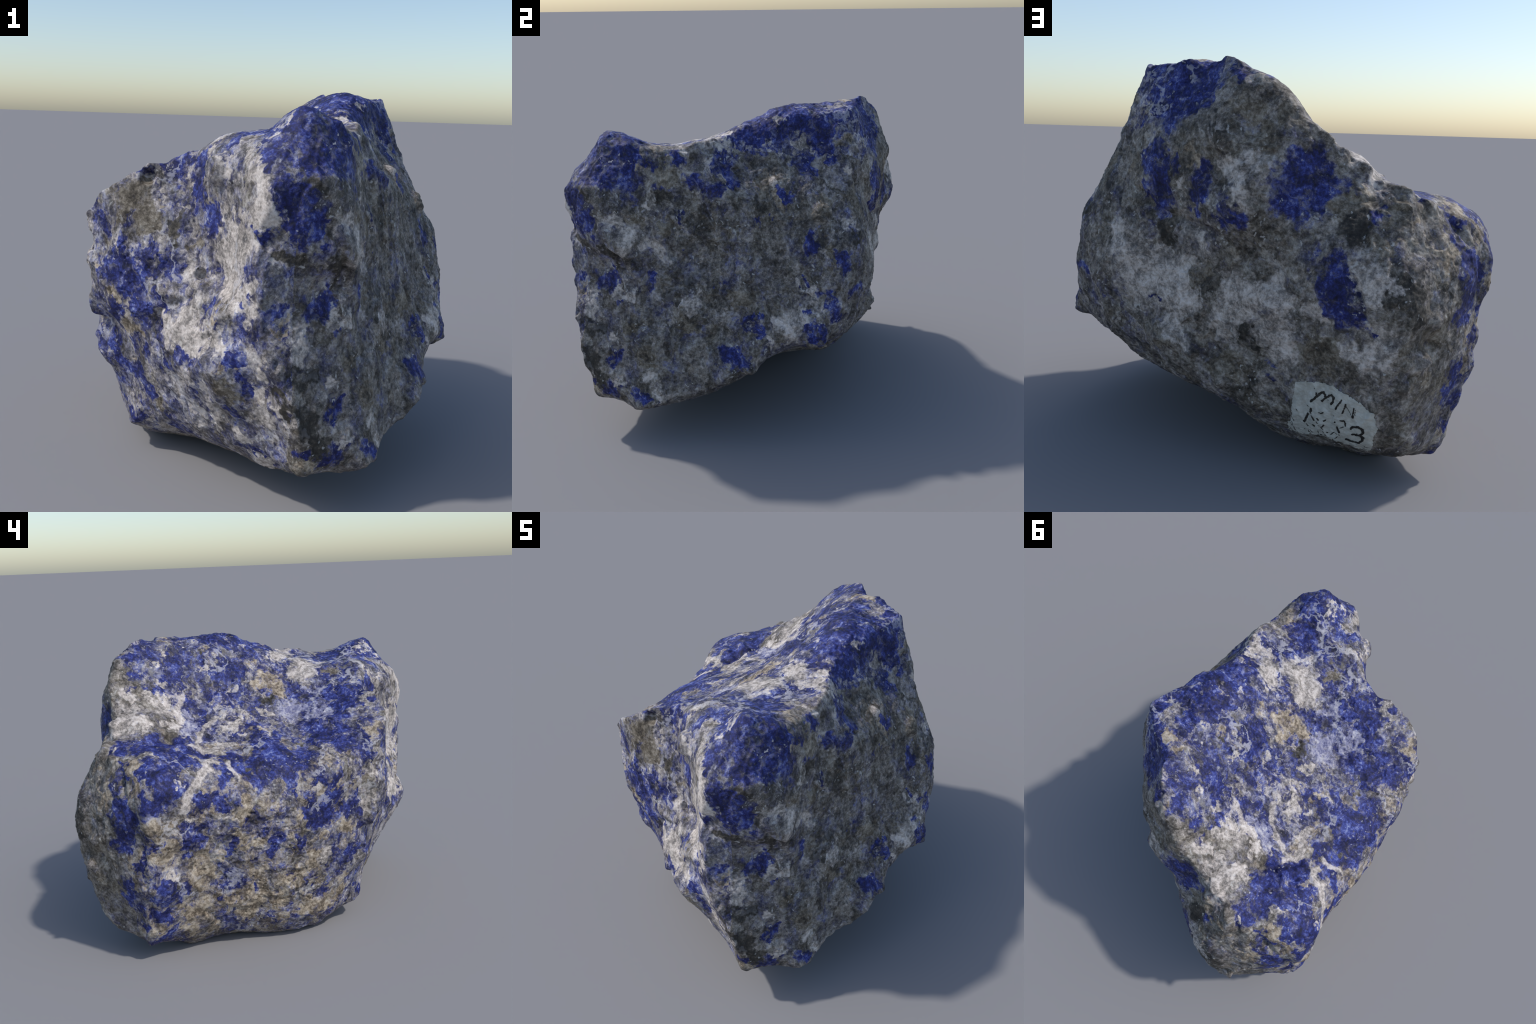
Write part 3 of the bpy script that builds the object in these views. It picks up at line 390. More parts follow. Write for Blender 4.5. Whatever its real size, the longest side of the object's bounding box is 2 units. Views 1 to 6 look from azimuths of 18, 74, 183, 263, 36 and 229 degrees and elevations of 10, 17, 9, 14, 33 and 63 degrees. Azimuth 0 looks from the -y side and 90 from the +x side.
            (-0.56, -0.53, 0.86, 0.05), (0.16, -0.90, 0.77, 0.03), (-0.18, -0.62, 0.25, 0.04),
        ],
        "right": [
            (0.58, -0.54, 1.33, 0.05), (0.61, -0.69, 1.13, 0.05), (0.62, -0.56, 1.07, 0.05), (0.70, 0.19, 1.14, 0.06),
            (0.67, 0.36, 1.13, 0.07), (0.62, -0.08, 1.23, 0.05), (0.79, 0.21, 0.94, 0.05), (0.70, -0.49, 0.62, 0.06),
            (0.62, -0.75, 0.59, 0.04), (0.68, -0.68, 0.45, 0.06), (0.73, -0.24, 0.71, 0.05), (0.81, 0.22, 0.88, 0.05),
        ],
        "back": [
            (0.04, 0.77, 1.39, 0.05), (-0.62, 0.89, 0.44, 0.07), (-0.13, 0.81, 1.35, 0.06), (-0.33, 0.86, 1.05, 0.07),
            (0.00, 0.80, 1.30, 0.07), (0.14, 0.67, 0.42, 0.09), (-0.24, 0.87, 0.54, 0.07), (0.23, 0.67, 0.76, 0.05),
            (0.39, 0.61, 0.51, 0.07), (-0.51, 0.87, 1.07, 0.05), (-0.56, 0.89, 0.96, 0.04), (-0.44, 0.92, 0.96, 0.04),
            (-0.66, 0.88, 0.79, 0.03), (-0.54, 0.97, 0.60, 0.04), (-0.28, 0.89, 0.54, 0.05), (-0.67, 0.87, 0.63, 0.07),
            (-0.71, 0.79, 0.43, 0.07),
        ],
        "left": [
            (-0.58, 0.01, 0.08, 0.06), (-0.68, -0.25, 0.79, 0.04),
        ],
        "top": [
            (0.07, -0.50, 1.36, 0.05), (0.56, 0.37, 1.40, 0.05),
        ],
    },
    "lilac": {
        "front": [
            (-0.28, -0.38, 1.17, 0.04),
        ],
        "back": [
            (-0.39, 0.43, 1.14, 0.05),
        ],
        "top": [
            (-0.19, -0.20, 1.18, 0.07), (-0.20, -0.30, 1.19, 0.06), (-0.06, -0.38, 1.26, 0.05), (-0.12, -0.22, 1.22, 0.05),
            (-0.04, -0.31, 1.27, 0.04), (-0.23, -0.32, 1.18, 0.07), (-0.16, -0.26, 1.20, 0.05), (-0.33, 0.38, 1.15, 0.07),
            (-0.21, 0.37, 1.21, 0.03), (-0.27, 0.37, 1.17, 0.04),
        ],
    },
}


# ------------------------------------------------------------------ sphere grid
def sphere_grid(levels):
    """Nested icosphere levels: list of (unit directions, triangles, edges that made new points)."""
    t = (1 + 5 ** 0.5) / 2
    v = np.array([(s1 * 1.0, s2 * t, 0.0) for s1 in (-1, 1) for s2 in (-1, 1)])
    v = np.vstack([v, v[:, [2, 0, 1]], v[:, [1, 2, 0]]])
    v /= np.linalg.norm(v, axis=1)[:, None]
    edge = np.linalg.norm(v[:, None] - v[None], axis=2)
    short = edge[edge > 0.1].min() * 1.01
    tris = []
    for i in range(12):
        for j in range(i + 1, 12):
            for k in range(j + 1, 12):
                if max(edge[i, j], edge[j, k], edge[i, k]) < short:
                    n = np.cross(v[j] - v[i], v[k] - v[i])
                    tris.append((i, j, k) if n @ v[i] > 0 else (i, k, j))
    f = np.array(tris)
    out = [(v, f, None)]
    for _ in range(levels):
        e = np.sort(np.vstack([f[:, [0, 1]], f[:, [1, 2]], f[:, [2, 0]]]), axis=1)
        key, inv = np.unique(e[:, 0] * len(v) + e[:, 1], return_inverse=True)
        pair = np.stack([key // len(v), key % len(v)], 1)
        mid = v[pair].sum(1)
        mid /= np.linalg.norm(mid, axis=1)[:, None]
        m = len(f)
        a, b, c = (inv[:m] + len(v), inv[m:2 * m] + len(v), inv[2 * m:] + len(v))
        f = np.vstack([np.stack([f[:, 0], a, c], 1), np.stack([a, f[:, 1], b], 1), np.stack([c, b, f[:, 2]], 1), np.stack([a, b, c], 1)])
        v = np.vstack([v, mid])
        out.append((v, f, pair))
    return out


class Neighbours:
    """Umbrella operator on a triangle mesh (each point minus the mean of its neighbours)."""

    def __init__(self, n, f):
        e = np.vstack([f[:, [0, 1]], f[:, [1, 2]], f[:, [2, 0]]])
        e = np.vstack([e, e[:, ::-1]])
        e = np.unique(e[:, 0].astype(np.int64) * n + e[:, 1])
        self.src, self.dst, self.n = e // n, e % n, n
        self.count = np.bincount(self.src, minlength=n).astype(float)

    def mean(self, x):
        return np.bincount(self.src, x[self.dst], self.n) / self.count

    def spread(self, x):
        return np.bincount(self.dst, (x / self.count)[self.src], self.n)


def solve(op, b, x, rounds):
    """Conjugate gradients."""
    r = b - op(x)
    p, rs = r.copy(), r @ r
    for _ in range(rounds):
        ap = op(p)
        al = rs / (p @ ap)
        x = x + al * p
        r = r - al * ap
        new = r @ r
        if new < 1e-12:
            break
        p, rs = r + new / rs * p, new
    return x


def stone_skin(grid, first, last):
    """Radius of the stone along every grid direction: a plate bent through the control points.

    Works on 1/r, for which a flat facet is free of bending; the plate is slack along creases."""
    creases = [np.array(c) - CENTRE for c in CREASES.values()]
    loose = np.vstack([np.array(c) for c in SURFACE.values()]) - CENTRE
    pts = np.vstack(creases + [loose])
    pr = np.linalg.norm(pts, axis=1)
    pd = pts / pr[:, None]
    u = None
    for level in range(first, last + 1):
        d, f, pair = grid[level]
        nb = Neighbours(len(d), f)
        kap = sum(d[:, i] * (d[:, i] - nb.mean(d[:, i])) for i in range(3))
        stiff = np.ones(len(d))
        for c in creases:
            for a, b in zip(c[:-1], c[1:]):
                for t in np.linspace(0, 1, 3 * 2 ** (level - 2)):
                    q = a * (1 - t) + b * t
                    stiff[(d @ (q / np.linalg.norm(q))).argmax()] = 0.06
        tri = f[:, :]
        inv = np.linalg.inv(d[tri].transpose(0, 2, 1))
        idx, wts = [], []
        cen = d[tri].sum(1)
        for q in pd:
            near = np.argpartition(-(cen @ q), 8)[:8]
            bary = inv[near] @ q
            best = bary.min(1).argmax()
            idx.append(tri[near[best]])
            wts.append(np.clip(bary[best], 0, None))
        idx, wts = np.array(idx), np.array(wts)
        w = pr ** 4
        lam = 0.24 * 4.0 ** (level - 4)
        bend = lambda x: x - nb.mean(x) - kap * x
        bend_t = lambda x: x - nb.spread(x) - kap * x
        get = lambda x: (wts * x[idx]).sum(1)
        put = lambda x: np.bincount(idx.ravel(), (wts * x[:, None]).ravel(), len(d))
        op = lambda x: lam * bend_t(stiff * bend(x)) + put(w * get(x))
        if u is None:
            u = np.full(len(d), 1.0)
        else:
            u = np.concatenate([u, u[pair].mean(1)])
        u = solve(op, put(w / pr), u, 500 if level < last else 300)
    return u


# ------------------------------------------------------------------ noise in plain numpy
def hash3(i, j, k, seed):
    h = (i * 374761393 + j * 668265263 + k * 2147483647 + seed * 974711) & 0xFFFFFFFF
    h = ((h ^ (h >> 13)) * 1274126177) & 0xFFFFFFFF
    return (((h ^ (h >> 16)) & 0xFFFFFF) / 0xFFFFFF) * 2 - 1


def value_noise(p, seed):
    c = np.floor(p).astype(np.int64)
    t = p - c
    t = t * t * t * (t * (t * 6 - 15) + 10)
    out = 0
    for a in (0, 1):
        for b in (0, 1):
            for e in (0, 1):
                w = (t[:, 0] if a else 1 - t[:, 0]) * (t[:, 1] if b else 1 - t[:, 1]) * (t[:, 2] if e else 1 - t[:, 2])
                out = out + w * hash3(c[:, 0] + a, c[:, 1] + b, c[:, 2] + e, seed)
    return out


def fractal(p, scale, octaves, seed, gain=0.5):
    out, amp = 0, 1.0
    for o in range(octaves):
        out = out + amp * value_noise(p * scale + 17.3 * o, seed + o)
        scale, amp = scale * 2.03, amp * gain
    return out


def smooth(a, b, x):
    t = np.clip((x - a) / (b - a), 0, 1)
    return t * t * (3 - 2 * t)


def mesh_normals(p, f):
    n = np.cross(p[f[:, 1]] - p[f[:, 0]], p[f[:, 2]] - p[f[:, 0]])
    out = np.stack([np.bincount(f.ravel(), np.repeat(n[:, i], 3), len(p)) for i in range(3)], 1)
    return out / (np.linalg.norm(out, axis=1)[:, None] + 1e-12)


# single features: knobs (height > 0) and hollows (height < 0): place, radius, height
KNOBS = [
    ((0.10, -0.80, 1.27), 0.070, 0.030), ((0.62, -0.01, 1.24), 0.055, 0.024), ((0.71, 0.18, 1.10), 0.070, 0.024), ((-0.35, 0.81, 1.12), 0.055, 0.020),
    ((-0.64, 0.39, 1.05), 0.060, 0.014), ((-0.51, -0.53, 0.42), 0.070, 0.013), ((-0.67, 0.80, 0.99), 0.080, 0.018), ((-0.84, 0.63, 0.56), 0.070, 0.018), ((0.10, -0.94, 0.60), 0.060, 0.018),
    ((0.02, -0.76, 0.87), 0.030, -0.040), ((-0.24, -0.67, 1.22), 0.045, -0.040), ((0.21, -0.94, 0.70), 0.075, -0.020), ((-0.02, -0.70, 1.02), 0.070, -0.018),
]
# cracks and the feet of broken steps: depth, half width, course
CRACKS = [
    (0.020, 0.020, [(0.55, -0.89, 1.12), (0.59, -0.85, 1.01), (0.60, -0.80, 0.95), (0.60, -0.75, 0.87), (0.61, -0.72, 0.83), (0.61, -0.72, 0.79)]),
    (0.022, 0.024, [(0.49, 0.53, 1.07), (0.40, 0.59, 0.99), (0.32, 0.64, 0.97), (0.26, 0.68, 0.95), (0.20, 0.72, 0.94), (0.14, 0.77, 0.91)]),
    (0.014, 0.010, [(-0.34, 0.96, 0.84), (-0.37, 0.97, 0.77), (-0.39, 0.97, 0.69)]),
    (0.018, 0.016, [(-0.70, 0.74, 1.03), (-0.81, 0.70, 0.87), (-0.83, 0.66, 0.71), (-0.83, 0.66, 0.47), (-0.75, 0.62, 0.21)]),
    (0.014, 0.014, [(0.63, -0.34, 1.29), (0.63, -0.27, 1.26), (0.64, -0.20, 1.22)]),
    (0.016, 0.012, [(0.73, -0.19, 0.78), (0.75, -0.18, 0.71), (0.77, -0.19, 0.65)]),
    (0.016, 0.016, [(-0.69, 0.36, 0.25), (-0.65, 0.31, 0.18)]),
    (0.016, 0.018, [(-0.16, -0.74, 0.55), (-0.17, -0.75, 0.63), (-0.15, -0.76, 0.70), (-0.07, -0.79, 0.75), (0.01, -0.82, 0.79)]),
    (0.016, 0.018, [(-0.44, 0.56, 1.17), (-0.45, 0.49, 1.10), (-0.50, 0.40, 1.10), (-0.53, 0.32, 1.05)]),
]


def local_relief(q):
    """Height added by the single knobs, hollows and cracks."""
    out = np.zeros(len(q))
    for place, radius, height in KNOBS:
        out += height * (1 - smooth(0.35, 1.0, np.linalg.norm(q - np.array(place), axis=1) / radius))
    for depth, width, course in CRACKS:
        near = np.full(len(q), 9.0)
        for a, b in zip(course[:-1], course[1:]):
            a, b = np.array(a), np.array(b)
            t = np.clip((q - a) @ (b - a) / ((b - a) @ (b - a)), 0, 1)
            near = np.minimum(near, np.linalg.norm(q - a - t[:, None] * (b - a), axis=1))
        out -= depth * np.exp(-((near / width) ** 2))
    return out


def scallops(p, scale, seed, squeeze):
    """Conchoidal chips: shallow bowls around scattered seeds, meeting in sharp ridges; 0..1."""
    q = p * scale
    c = np.floor(q).astype(np.int64)
    best = np.full(len(p), 9.0)
    for a in (-1, 0, 1):
        for b in (-1, 0, 1):
            for e in (-1, 0, 1):
                i, j, k = c[:, 0] + a, c[:, 1] + b, c[:, 2] + e
                d = 0
                for axis, cell in enumerate((i, j, k)):
                    d = d + ((cell + 0.5 + 0.42 * hash3(i, j, k, seed + axis) - q[:, axis]) * squeeze[axis]) ** 2
                best = np.minimum(best, d + 0.12 * hash3(i, j, k, seed + 5))
    return np.clip(best, 0, 1.2)


def roughen(p, n):
    """Broken-stone relief: lumps, chips, stepped fractures, pits and grain, pushed along the normal."""
    warp = np.stack([fractal(p, 6, 3, s) for s in (11, 12, 13)], 1) * 0.045
    q = p + warp
    flat = smooth(0.15, 0.6, np.maximum(n @ np.array([0.97, -0.2, 0.1]), n @ np.array([0.38, 0.92, 0.0])))
    rough = (0.22 + 0.78 * smooth(-0.30, 0.50, fractal(p, 2.6, 2, 61))) * (1 - 0.6 * flat)
    rough = rough * (1 - 0.7 * np.exp(-(((p - np.array([0.42, -0.82, 1.40])) / 0.22) ** 2).sum(1)))  # the glassy blue facets of the front peak
    lumps = 0.004 * fractal(q, 9, 2, 21)
    big = 0.022 * rough * (scallops(q, 6.0, 71, (1, 0.8, 1.25)) - 0.30)
    small = 0.014 * rough * (scallops(p + 0.5 * warp, 13, 81, (0.9, 1, 1.2)) - 0.30)
    tiny = 0.0045 * rough ** 2 * (scallops(p + 0.2 * warp, 34, 85, (1, 1, 1)) - 0.30)
    ribs = 0.012 * flat * (1 - np.abs(fractal(q * np.array([1.0, 1.0, 0.18]), 17, 2, 97)) - 0.65)
    pits = -0.007 * rough * smooth(0.6, 0.85, fractal(p, 38, 2, 91))
    grain = (0.0011 + 0.0008 * flat) * fractal(p, 70, 3, 51, 0.65)
    return p + n * (local_relief(p + 0.25 * warp) + lumps + big + small + tiny + ribs + pits + grain)[:, None]


def build_stone():
    grid = sphere_grid(LEVEL)
    u = stone_skin(grid, 3, 6)
    for level in range(7, LEVEL + 1):
        d, f, pair = grid[level]
        u = np.concatenate([u, u[pair].mean(1)])
        nb = Neighbours(len(d), f)
        u = 0.5 * u + 0.5 * nb.mean(u)
    d, f, _ = grid[LEVEL]
    p = CENTRE + d / u[:, None]
    p = roughen(p, mesh_normals(p, f))
    p[:, 2] = np.maximum(p[:, 2], 0.0)
    return p, f


def new_mesh(name, p, f):
    me = bpy.data.meshes.new(name)
    me.vertices.add(len(p))
    me.vertices.foreach_set("co", np.ascontiguousarray(p, np.float32).ravel())
    me.loops.add(f.size)
    me.loops.foreach_set("vertex_index", np.ascontiguousarray(f, np.int32).ravel())
    me.polygons.add(len(f))
    me.polygons.foreach_set("loop_start", np.arange(0, f.size, 3, dtype=np.int32))
    me.polygons.foreach_set("use_smooth", np.ones(len(f), bool))
    me.update(calc_edges=True)
    me.validate()
    return me


# ------------------------------------------------------------------ materials
# pale calcite veins: half width and course
VEINS = [
    (0.026, [(-0.61, 0.28, 1.03), (-0.64, 0.31, 1.03), (-0.71, 0.33, 1.02), (-0.75, 0.36, 1.00), (-0.78, 0.38, 0.97), (-0.81, 0.41, 0.94), (-0.83, 0.43, 0.90), (-0.83, 0.45, 0.85)]),
    (0.028, [(-0.13, 0.40, 1.29), (-0.21, 0.43, 1.23), (-0.29, 0.44, 1.19), (-0.36, 0.46, 1.16), (-0.42, 0.49, 1.15)]),
    (0.022, [(-0.22, 0.23, 1.18), (-0.28, 0.29, 1.14), (-0.37, 0.32, 1.11), (-0.47, 0.35, 1.09)]),
    (0.024, [(-0.43, 0.16, 1.07), (-0.47, 0.24, 1.06), (-0.51, 0.32, 1.06), (-0.45, 0.44, 1.10)]),
    (0.018, [(-0.60, 0.21, 1.02), (-0.66, 0.19, 0.99), (-0.71, 0.16, 0.95)]),
]


class Nodes:
    """Small helper for writing shader graphs."""

    def __init__(self, name):
        self.material = bpy.data.materials.new(name)
        self.material.use_nodes = True
        self.tree = self.material.node_tree
        self.bsdf = self.tree.nodes["Principled BSDF"]

    def node(self, kind, inputs=None, **settings):
        n = self.tree.nodes.new(kind)
        for k, v in settings.items():
            setattr(n, k, v)
        for k, v in (inputs or {}).items():
            if isinstance(v, bpy.types.NodeSocket):
                self.tree.links.new(v, n.inputs[k])
            else:
                n.inputs[k].default_value = v
        return n

    def math(self, op, a, b=0.0, c=None):
        ins = {0: a, 1: b}
        if c is not None:
            ins[2] = c
        return self.node("ShaderNodeMath", ins, operation=op).outputs[0]

    def vec(self, op, a, b):
        return self.node("ShaderNodeVectorMath", {0: a, 1: b}, operation=op).outputs[0]

    def scaled(self, a, k):
        return self.node("ShaderNodeVectorMath", {0: a, "Scale": k}, operation="SCALE").outputs[0]

    def noise(self, at, scale, detail=4.0, rough=0.55, shift=0.0, out="Fac"):
        if shift:
            at = self.vec("ADD", at, (shift, shift * 0.7, -shift))
        return self.node("ShaderNodeTexNoise", {"Vector": at, "Scale": scale, "Detail": detail, "Roughness": rough}).outputs[out]

    def step(self, x, lo, hi, a=0.0, b=1.0):
        return self.node("ShaderNodeMapRange", {0: x, 1: lo, 2: hi, 3: a, 4: b}, interpolation_type="SMOOTHSTEP").outputs[0]

    def ramp(self, x, *stops):
        n = self.node("ShaderNodeValToRGB", {0: x})
        el = n.color_ramp.elements
        while len(el) < len(stops):
            el.new(0.5)
        for e, (pos, col) in zip(el, stops):
            e.position, e.color = pos, (*col, 1.0)
        return n.outputs[0]

    def mix(self, t, a, b):
        return self.node("ShaderNodeMix", {0: t, 6: a, 7: b}, data_type="RGBA").outputs[2]


# how common each mineral is where no patch says otherwise (grey groundmass is 0)
COMMON = {
    "front": dict(lazurite=-0.08, calcite=-0.05, tan=-0.26, taupe=-0.18, dark=-0.24, lilac=-0.40),
    "right": dict(lazurite=-0.25, calcite=-0.24, tan=-0.36, taupe=-0.18, dark=-0.16, lilac=-0.60),
    "back": dict(lazurite=-0.33, calcite=-0.24, tan=-0.32, taupe=-0.14, dark=-0.22, lilac=-0.60),
    "left": dict(lazurite=-0.07, calcite=-0.22, tan=-0.04, taupe=-0.18, dark=-0.22, lilac=-0.45),
    "top": dict(lazurite=0.06, calcite=-0.08, tan=-0.22, taupe=-0.18, dark=-0.30, lilac=-0.26),
    "underside": dict(lazurite=-0.25, calcite=-0.25, tan=-0.22, taupe=-0.18, dark=-0.20, lilac=-0.60),
}
TONES = {
    "grey": ((0.24, (0.018, 0.0155, 0.013)), (0.40, (0.060, 0.053, 0.044)), (0.53, (0.130, 0.118, 0.100)), (0.67, (0.245, 0.232, 0.208)), (0.83, (0.42, 0.405, 0.375))),  # lowered and warmed to carry the baked shade of right and back
    "taupe": ((0.24, (0.030, 0.024, 0.018)), (0.42, (0.100, 0.082, 0.060)), (0.56, (0.20, 0.172, 0.134)), (0.80, (0.40, 0.365, 0.31))),
    "dark": ((0.25, (0.010, 0.009, 0.008)), (0.50, (0.040, 0.035, 0.029)), (0.75, (0.15, 0.13, 0.105))),
    "tan": ((0.22, (0.06, 0.045, 0.030)), (0.40, (0.19, 0.150, 0.108)), (0.55, (0.38, 0.315, 0.235)), (0.78, (0.60, 0.525, 0.43))),
    "calcite": ((0.20, (0.11, 0.103, 0.10)), (0.40, (0.285, 0.255, 0.232)), (0.54, (0.535, 0.475, 0.43)), (0.76, (0.74, 0.685, 0.645))),
    "wash": ((0.22, (0.020, 0.023, 0.060)), (0.42, (0.075, 0.088, 0.190)), (0.58, (0.19, 0.215, 0.37)), (0.80, (0.46, 0.49, 0.62))),
    "lilac": ((0.25, (0.06, 0.065, 0.16)), (0.46, (0.21, 0.21, 0.33)), (0.70, (0.50, 0.485, 0.52))),
    "lazurite": ((0.22, (0.0045, 0.005, 0.020)), (0.38, (0.0075, 0.010, 0.064)), (0.53, (0.0175, 0.024, 0.142)), (0.67, (0.052, 0.074, 0.30)), (0.82, (0.27, 0.31, 0.50))),  # blues darkened to match their depth on the unlit sides
}
# the grain of the stone: how far the mottling is drawn out along each axis, per side
GRAIN = {"front": (1.15, 1.0, 0.66), "right": (1.0, 1.1, 0.72), "back": (0.9, 1.0, 0.9), "left": (1.0, 0.95, 0.85), "top": (0.80, 1.2, 0.80), "underside": (1.0, 1.0, 1.0)}
SOFT = dict(taupe=0.26, dark=0.26, tan=0.20, calcite=0.24, lilac=0.26, lazurite=0.16)
GAIN = dict(taupe=0.05, dark=0.05, tan=0.06, calcite=0.12, lilac=0.05, lazurite=0.22)


def mineral_material(region, patches):
    g = Nodes("stone_" + region)
    at = g.node("ShaderNodeTexCoord").outputs["Object"]
    w1 = g.vec("SUBTRACT", g.noise(at, 7, 3, out="Color"), (0.5, 0.5, 0.5))
    w2 = g.vec("SUBTRACT", g.noise(at, 30, 3, out="Color"), (0.5, 0.5, 0.5))
    bent = g.vec("ADD", at, g.vec("ADD", g.scaled(w1, 0.11), g.scaled(w2, 0.05)))
    torn = g.vec("ADD", at, g.vec("ADD", g.scaled(w1, 0.24), g.scaled(w2, 0.10)))
    grain = g.node("ShaderNodeVectorMath", {0: bent, 1: GRAIN[region]}, operation="MULTIPLY").outputs[0]
    grain = g.node("ShaderNodeVectorRotate", {"Vector": grain, "Rotation": (0.62, 0.47, 0.35)}, rotation_type="EULER_XYZ").outputs[0]
    medium = g.noise(grain, 15, 6, 0.62)
    fine = g.noise(at, 62, 6, 0.72)
    tone = g.math("ADD", g.math("MULTIPLY", medium, 0.5), g.math("MULTIPLY", fine, 0.5))
    tone = g.math("ADD", g.math("MULTIPLY", g.math("SUBTRACT", tone, 0.5), 2.1), 0.5)

    def field(kind, shift):
        best = None
        for x, y, z, r in patches.get(kind, ()):
            far = g.node("ShaderNodeVectorMath", {0: torn, 1: (x, y, z)}, operation="DISTANCE").outputs["Value"]
            near = g.math("MULTIPLY_ADD", far, -1.0 / r, 1.0)
            best = near if best is None else g.math("MAXIMUM", best, near)
        base = COMMON[region].get(kind, -0.6)
        best = base if best is None else g.math("MAXIMUM", g.math("MULTIPLY_ADD", best, 0.95, GAIN[kind]), base)
        wave = g.math("MULTIPLY", g.math("SUBTRACT", g.noise(grain, 8, 7, 0.66, shift), 0.5), 1.5)
        crumb = g.math("MULTIPLY", g.math("SUBTRACT", g.noise(grain, 36, 5, 0.7, shift + 1.1), 0.5), 1.15)
        return g.math("ADD", g.math("ADD", wave, crumb), best)

    colour = g.ramp(tone, *TONES["grey"])
    warm = g.step(g.noise(at, 6, 4, 0.6, 9.1), 0.45, 0.62)
    colour = g.mix(g.math("MULTIPLY", warm, 0.45), colour, g.ramp(tone, (0.26, (0.022, 0.018, 0.013)), (0.5, (0.115, 0.098, 0.074)), (0.76, (0.36, 0.33, 0.28))))
    blur = 1.7 if region in ("right", "back", "underside") else 1.15
    top = None
    for n, kind in enumerate(("taupe", "dark", "tan", "calcite", "lilac", "lazurite")):
        if kind == "lilac" and not patches.get("lilac"):
            continue
        f = field(kind, 3.7 + 2.9 * n)
        lead = f if top is None else g.math("SUBTRACT", f, top)
        shown = g.step(lead, -SOFT[kind] * blur, SOFT[kind] * blur)
        if kind == "lazurite":  # a thin blue wash around the deep blue
            wash = g.math("MULTIPLY", g.step(lead, -0.50, 0.05), g.step(g.noise(grain, 7, 5, 0.6, 71.0), 0.36, 0.60, 0.0, 0.48 if region in ("top", "front", "left") else 0.26))
            colour = g.mix(wash, colour, g.ramp(tone, *TONES["wash"]))
        if kind in ("lazurite", "calcite", "lilac", "tan"):  # lean spots inside the mineral where the rock below shows through
            lean = g.step(g.noise(bent, 22 if kind == "lazurite" else 27, 6, 0.7, 57.0 + n), 0.50, 0.68)
            shown = g.math("MULTIPLY", shown, g.math("MULTIPLY_ADD", lean, -0.45 if kind == "calcite" and region in ("front", "back") or kind == "lazurite" and region in ("top", "left") else -0.70, 1.0))
        colour = g.mix(shown, colour, g.ramp(tone, *TONES[kind]))
        top = g.math("MAXIMUM", f, 0.0 if top is None else top)
        if kind == "tan":
            hole = g.node("ShaderNodeTexVoronoi", {"Vector": bent, "Scale": 26.0, "Randomness": 1.0}).outputs["Distance"]
            pitted = g.math("MULTIPLY", shown, g.math("MULTIPLY", g.step(hole, 0.16, 0.34, 1.0, 0.0), g.step(g.noise(at, 13, 3, 0.5, 83.0), 0.47, 0.62)))
            colour = g.mix(g.math("MULTIPLY", pitted, 0.75), colour, (0.075, 0.050, 0.028, 1.0))
    # pale crystals scattered through everything, and thin calcite veins
    cells = g.node("ShaderNodeTexVoronoi", {"Vector": bent, "Scale": 34.0, "Randomness": 1.0}).outputs["Distance"]
    speck = g.math("MULTIPLY", g.step(cells, 0.13, 0.26, 1.0, 0.0), g.step(g.noise(at, 9, 3, 0.5, 21.0), 0.46, 0.62))
    colour = g.mix(g.math("MULTIPLY", speck, 0.75 if region in ("right", "back") else 0.5), colour, (0.50, 0.49, 0.47, 1.0))
    line = g.math("ABSOLUTE", g.math("SUBTRACT", g.noise(bent, 3.2, 5, 0.5, 31.0), 0.5))
    vein = g.math("MULTIPLY", g.step(line, 0.003, 0.016, 1.0, 0.0), g.step(g.noise(at, 4, 2, 0.5, 41.0), 0.47, 0.60))
    colour = g.mix(g.math("MULTIPLY", vein, 0.5 if region in ("top", "front", "left") else 0.12), colour, (0.56, 0.55, 0.58, 1.0))
    if region in ("top", "left"):  # the long curved veins that run down the top and over the brow
        thread, slim = None, g.vec("ADD", at, g.vec("ADD", g.scaled(w1, 0.05), g.scaled(w2, 0.03)))
        for width, course in VEINS:
            for a, b in zip(course[:-1], course[1:]):
                a, b = Vector(a), Vector(b)
                off = g.vec("SUBTRACT", slim, tuple(a))
                along = g.node("ShaderNodeVectorMath", {0: off, 1: tuple((b - a) / (b - a).length_squared)}, operation="DOT_PRODUCT").outputs["Value"]
                along = g.node("ShaderNodeClamp", {0: along}).outputs[0]
                foot = g.node("ShaderNodeVectorMath", {0: tuple(b - a), "Scale": along}, operation="SCALE").outputs[0]
                far = g.node("ShaderNodeVectorMath", {0: off, 1: foot}, operation="DISTANCE").outputs["Value"]
                near = g.math("MULTIPLY_ADD", far, -1.0 / width, 1.0)
                thread = near if thread is None else g.math("MAXIMUM", thread, near)
        shown = g.step(g.math("ADD", thread, g.math("MULTIPLY", g.math("SUBTRACT", medium, 0.5), 1.6)), 0.0, 0.55, 0.0, 0.85)
        colour = g.mix(shown, colour, g.ramp(tone, *TONES["calcite"]))
    g.tree.links.new(colour, g.bsdf.inputs["Base Color"])
    g.bsdf.inputs["Roughness"].default_value = 0.62
    g.bsdf.inputs["Specular IOR Level"].default_value = 0.35
    bump = g.node("ShaderNodeBump", {"Strength": 0.55, "Distance": 0.006, "Height": tone})
    g.tree.links.new(bump.outputs[0], g.bsdf.inputs["Normal"])
    return g.material


def plain_material(name, low, high, scale, roughness):
    g = Nodes(name)
    at = g.node("ShaderNodeTexCoord").outputs["Object"]
    n = g.noise(at, scale, 5, 0.65)
    g.tree.links.new(g.ramp(n, (0.35, low), (0.62, high)), g.bsdf.inputs["Base Color"])
    g.bsdf.inputs["Roughness"].default_value = roughness
    bump = g.node("ShaderNodeBump", {"Strength": 0.3, "Distance": 0.002, "Height": n})
    g.tree.links.new(bump.outputs[0], g.bsdf.inputs["Normal"])
    return g.material


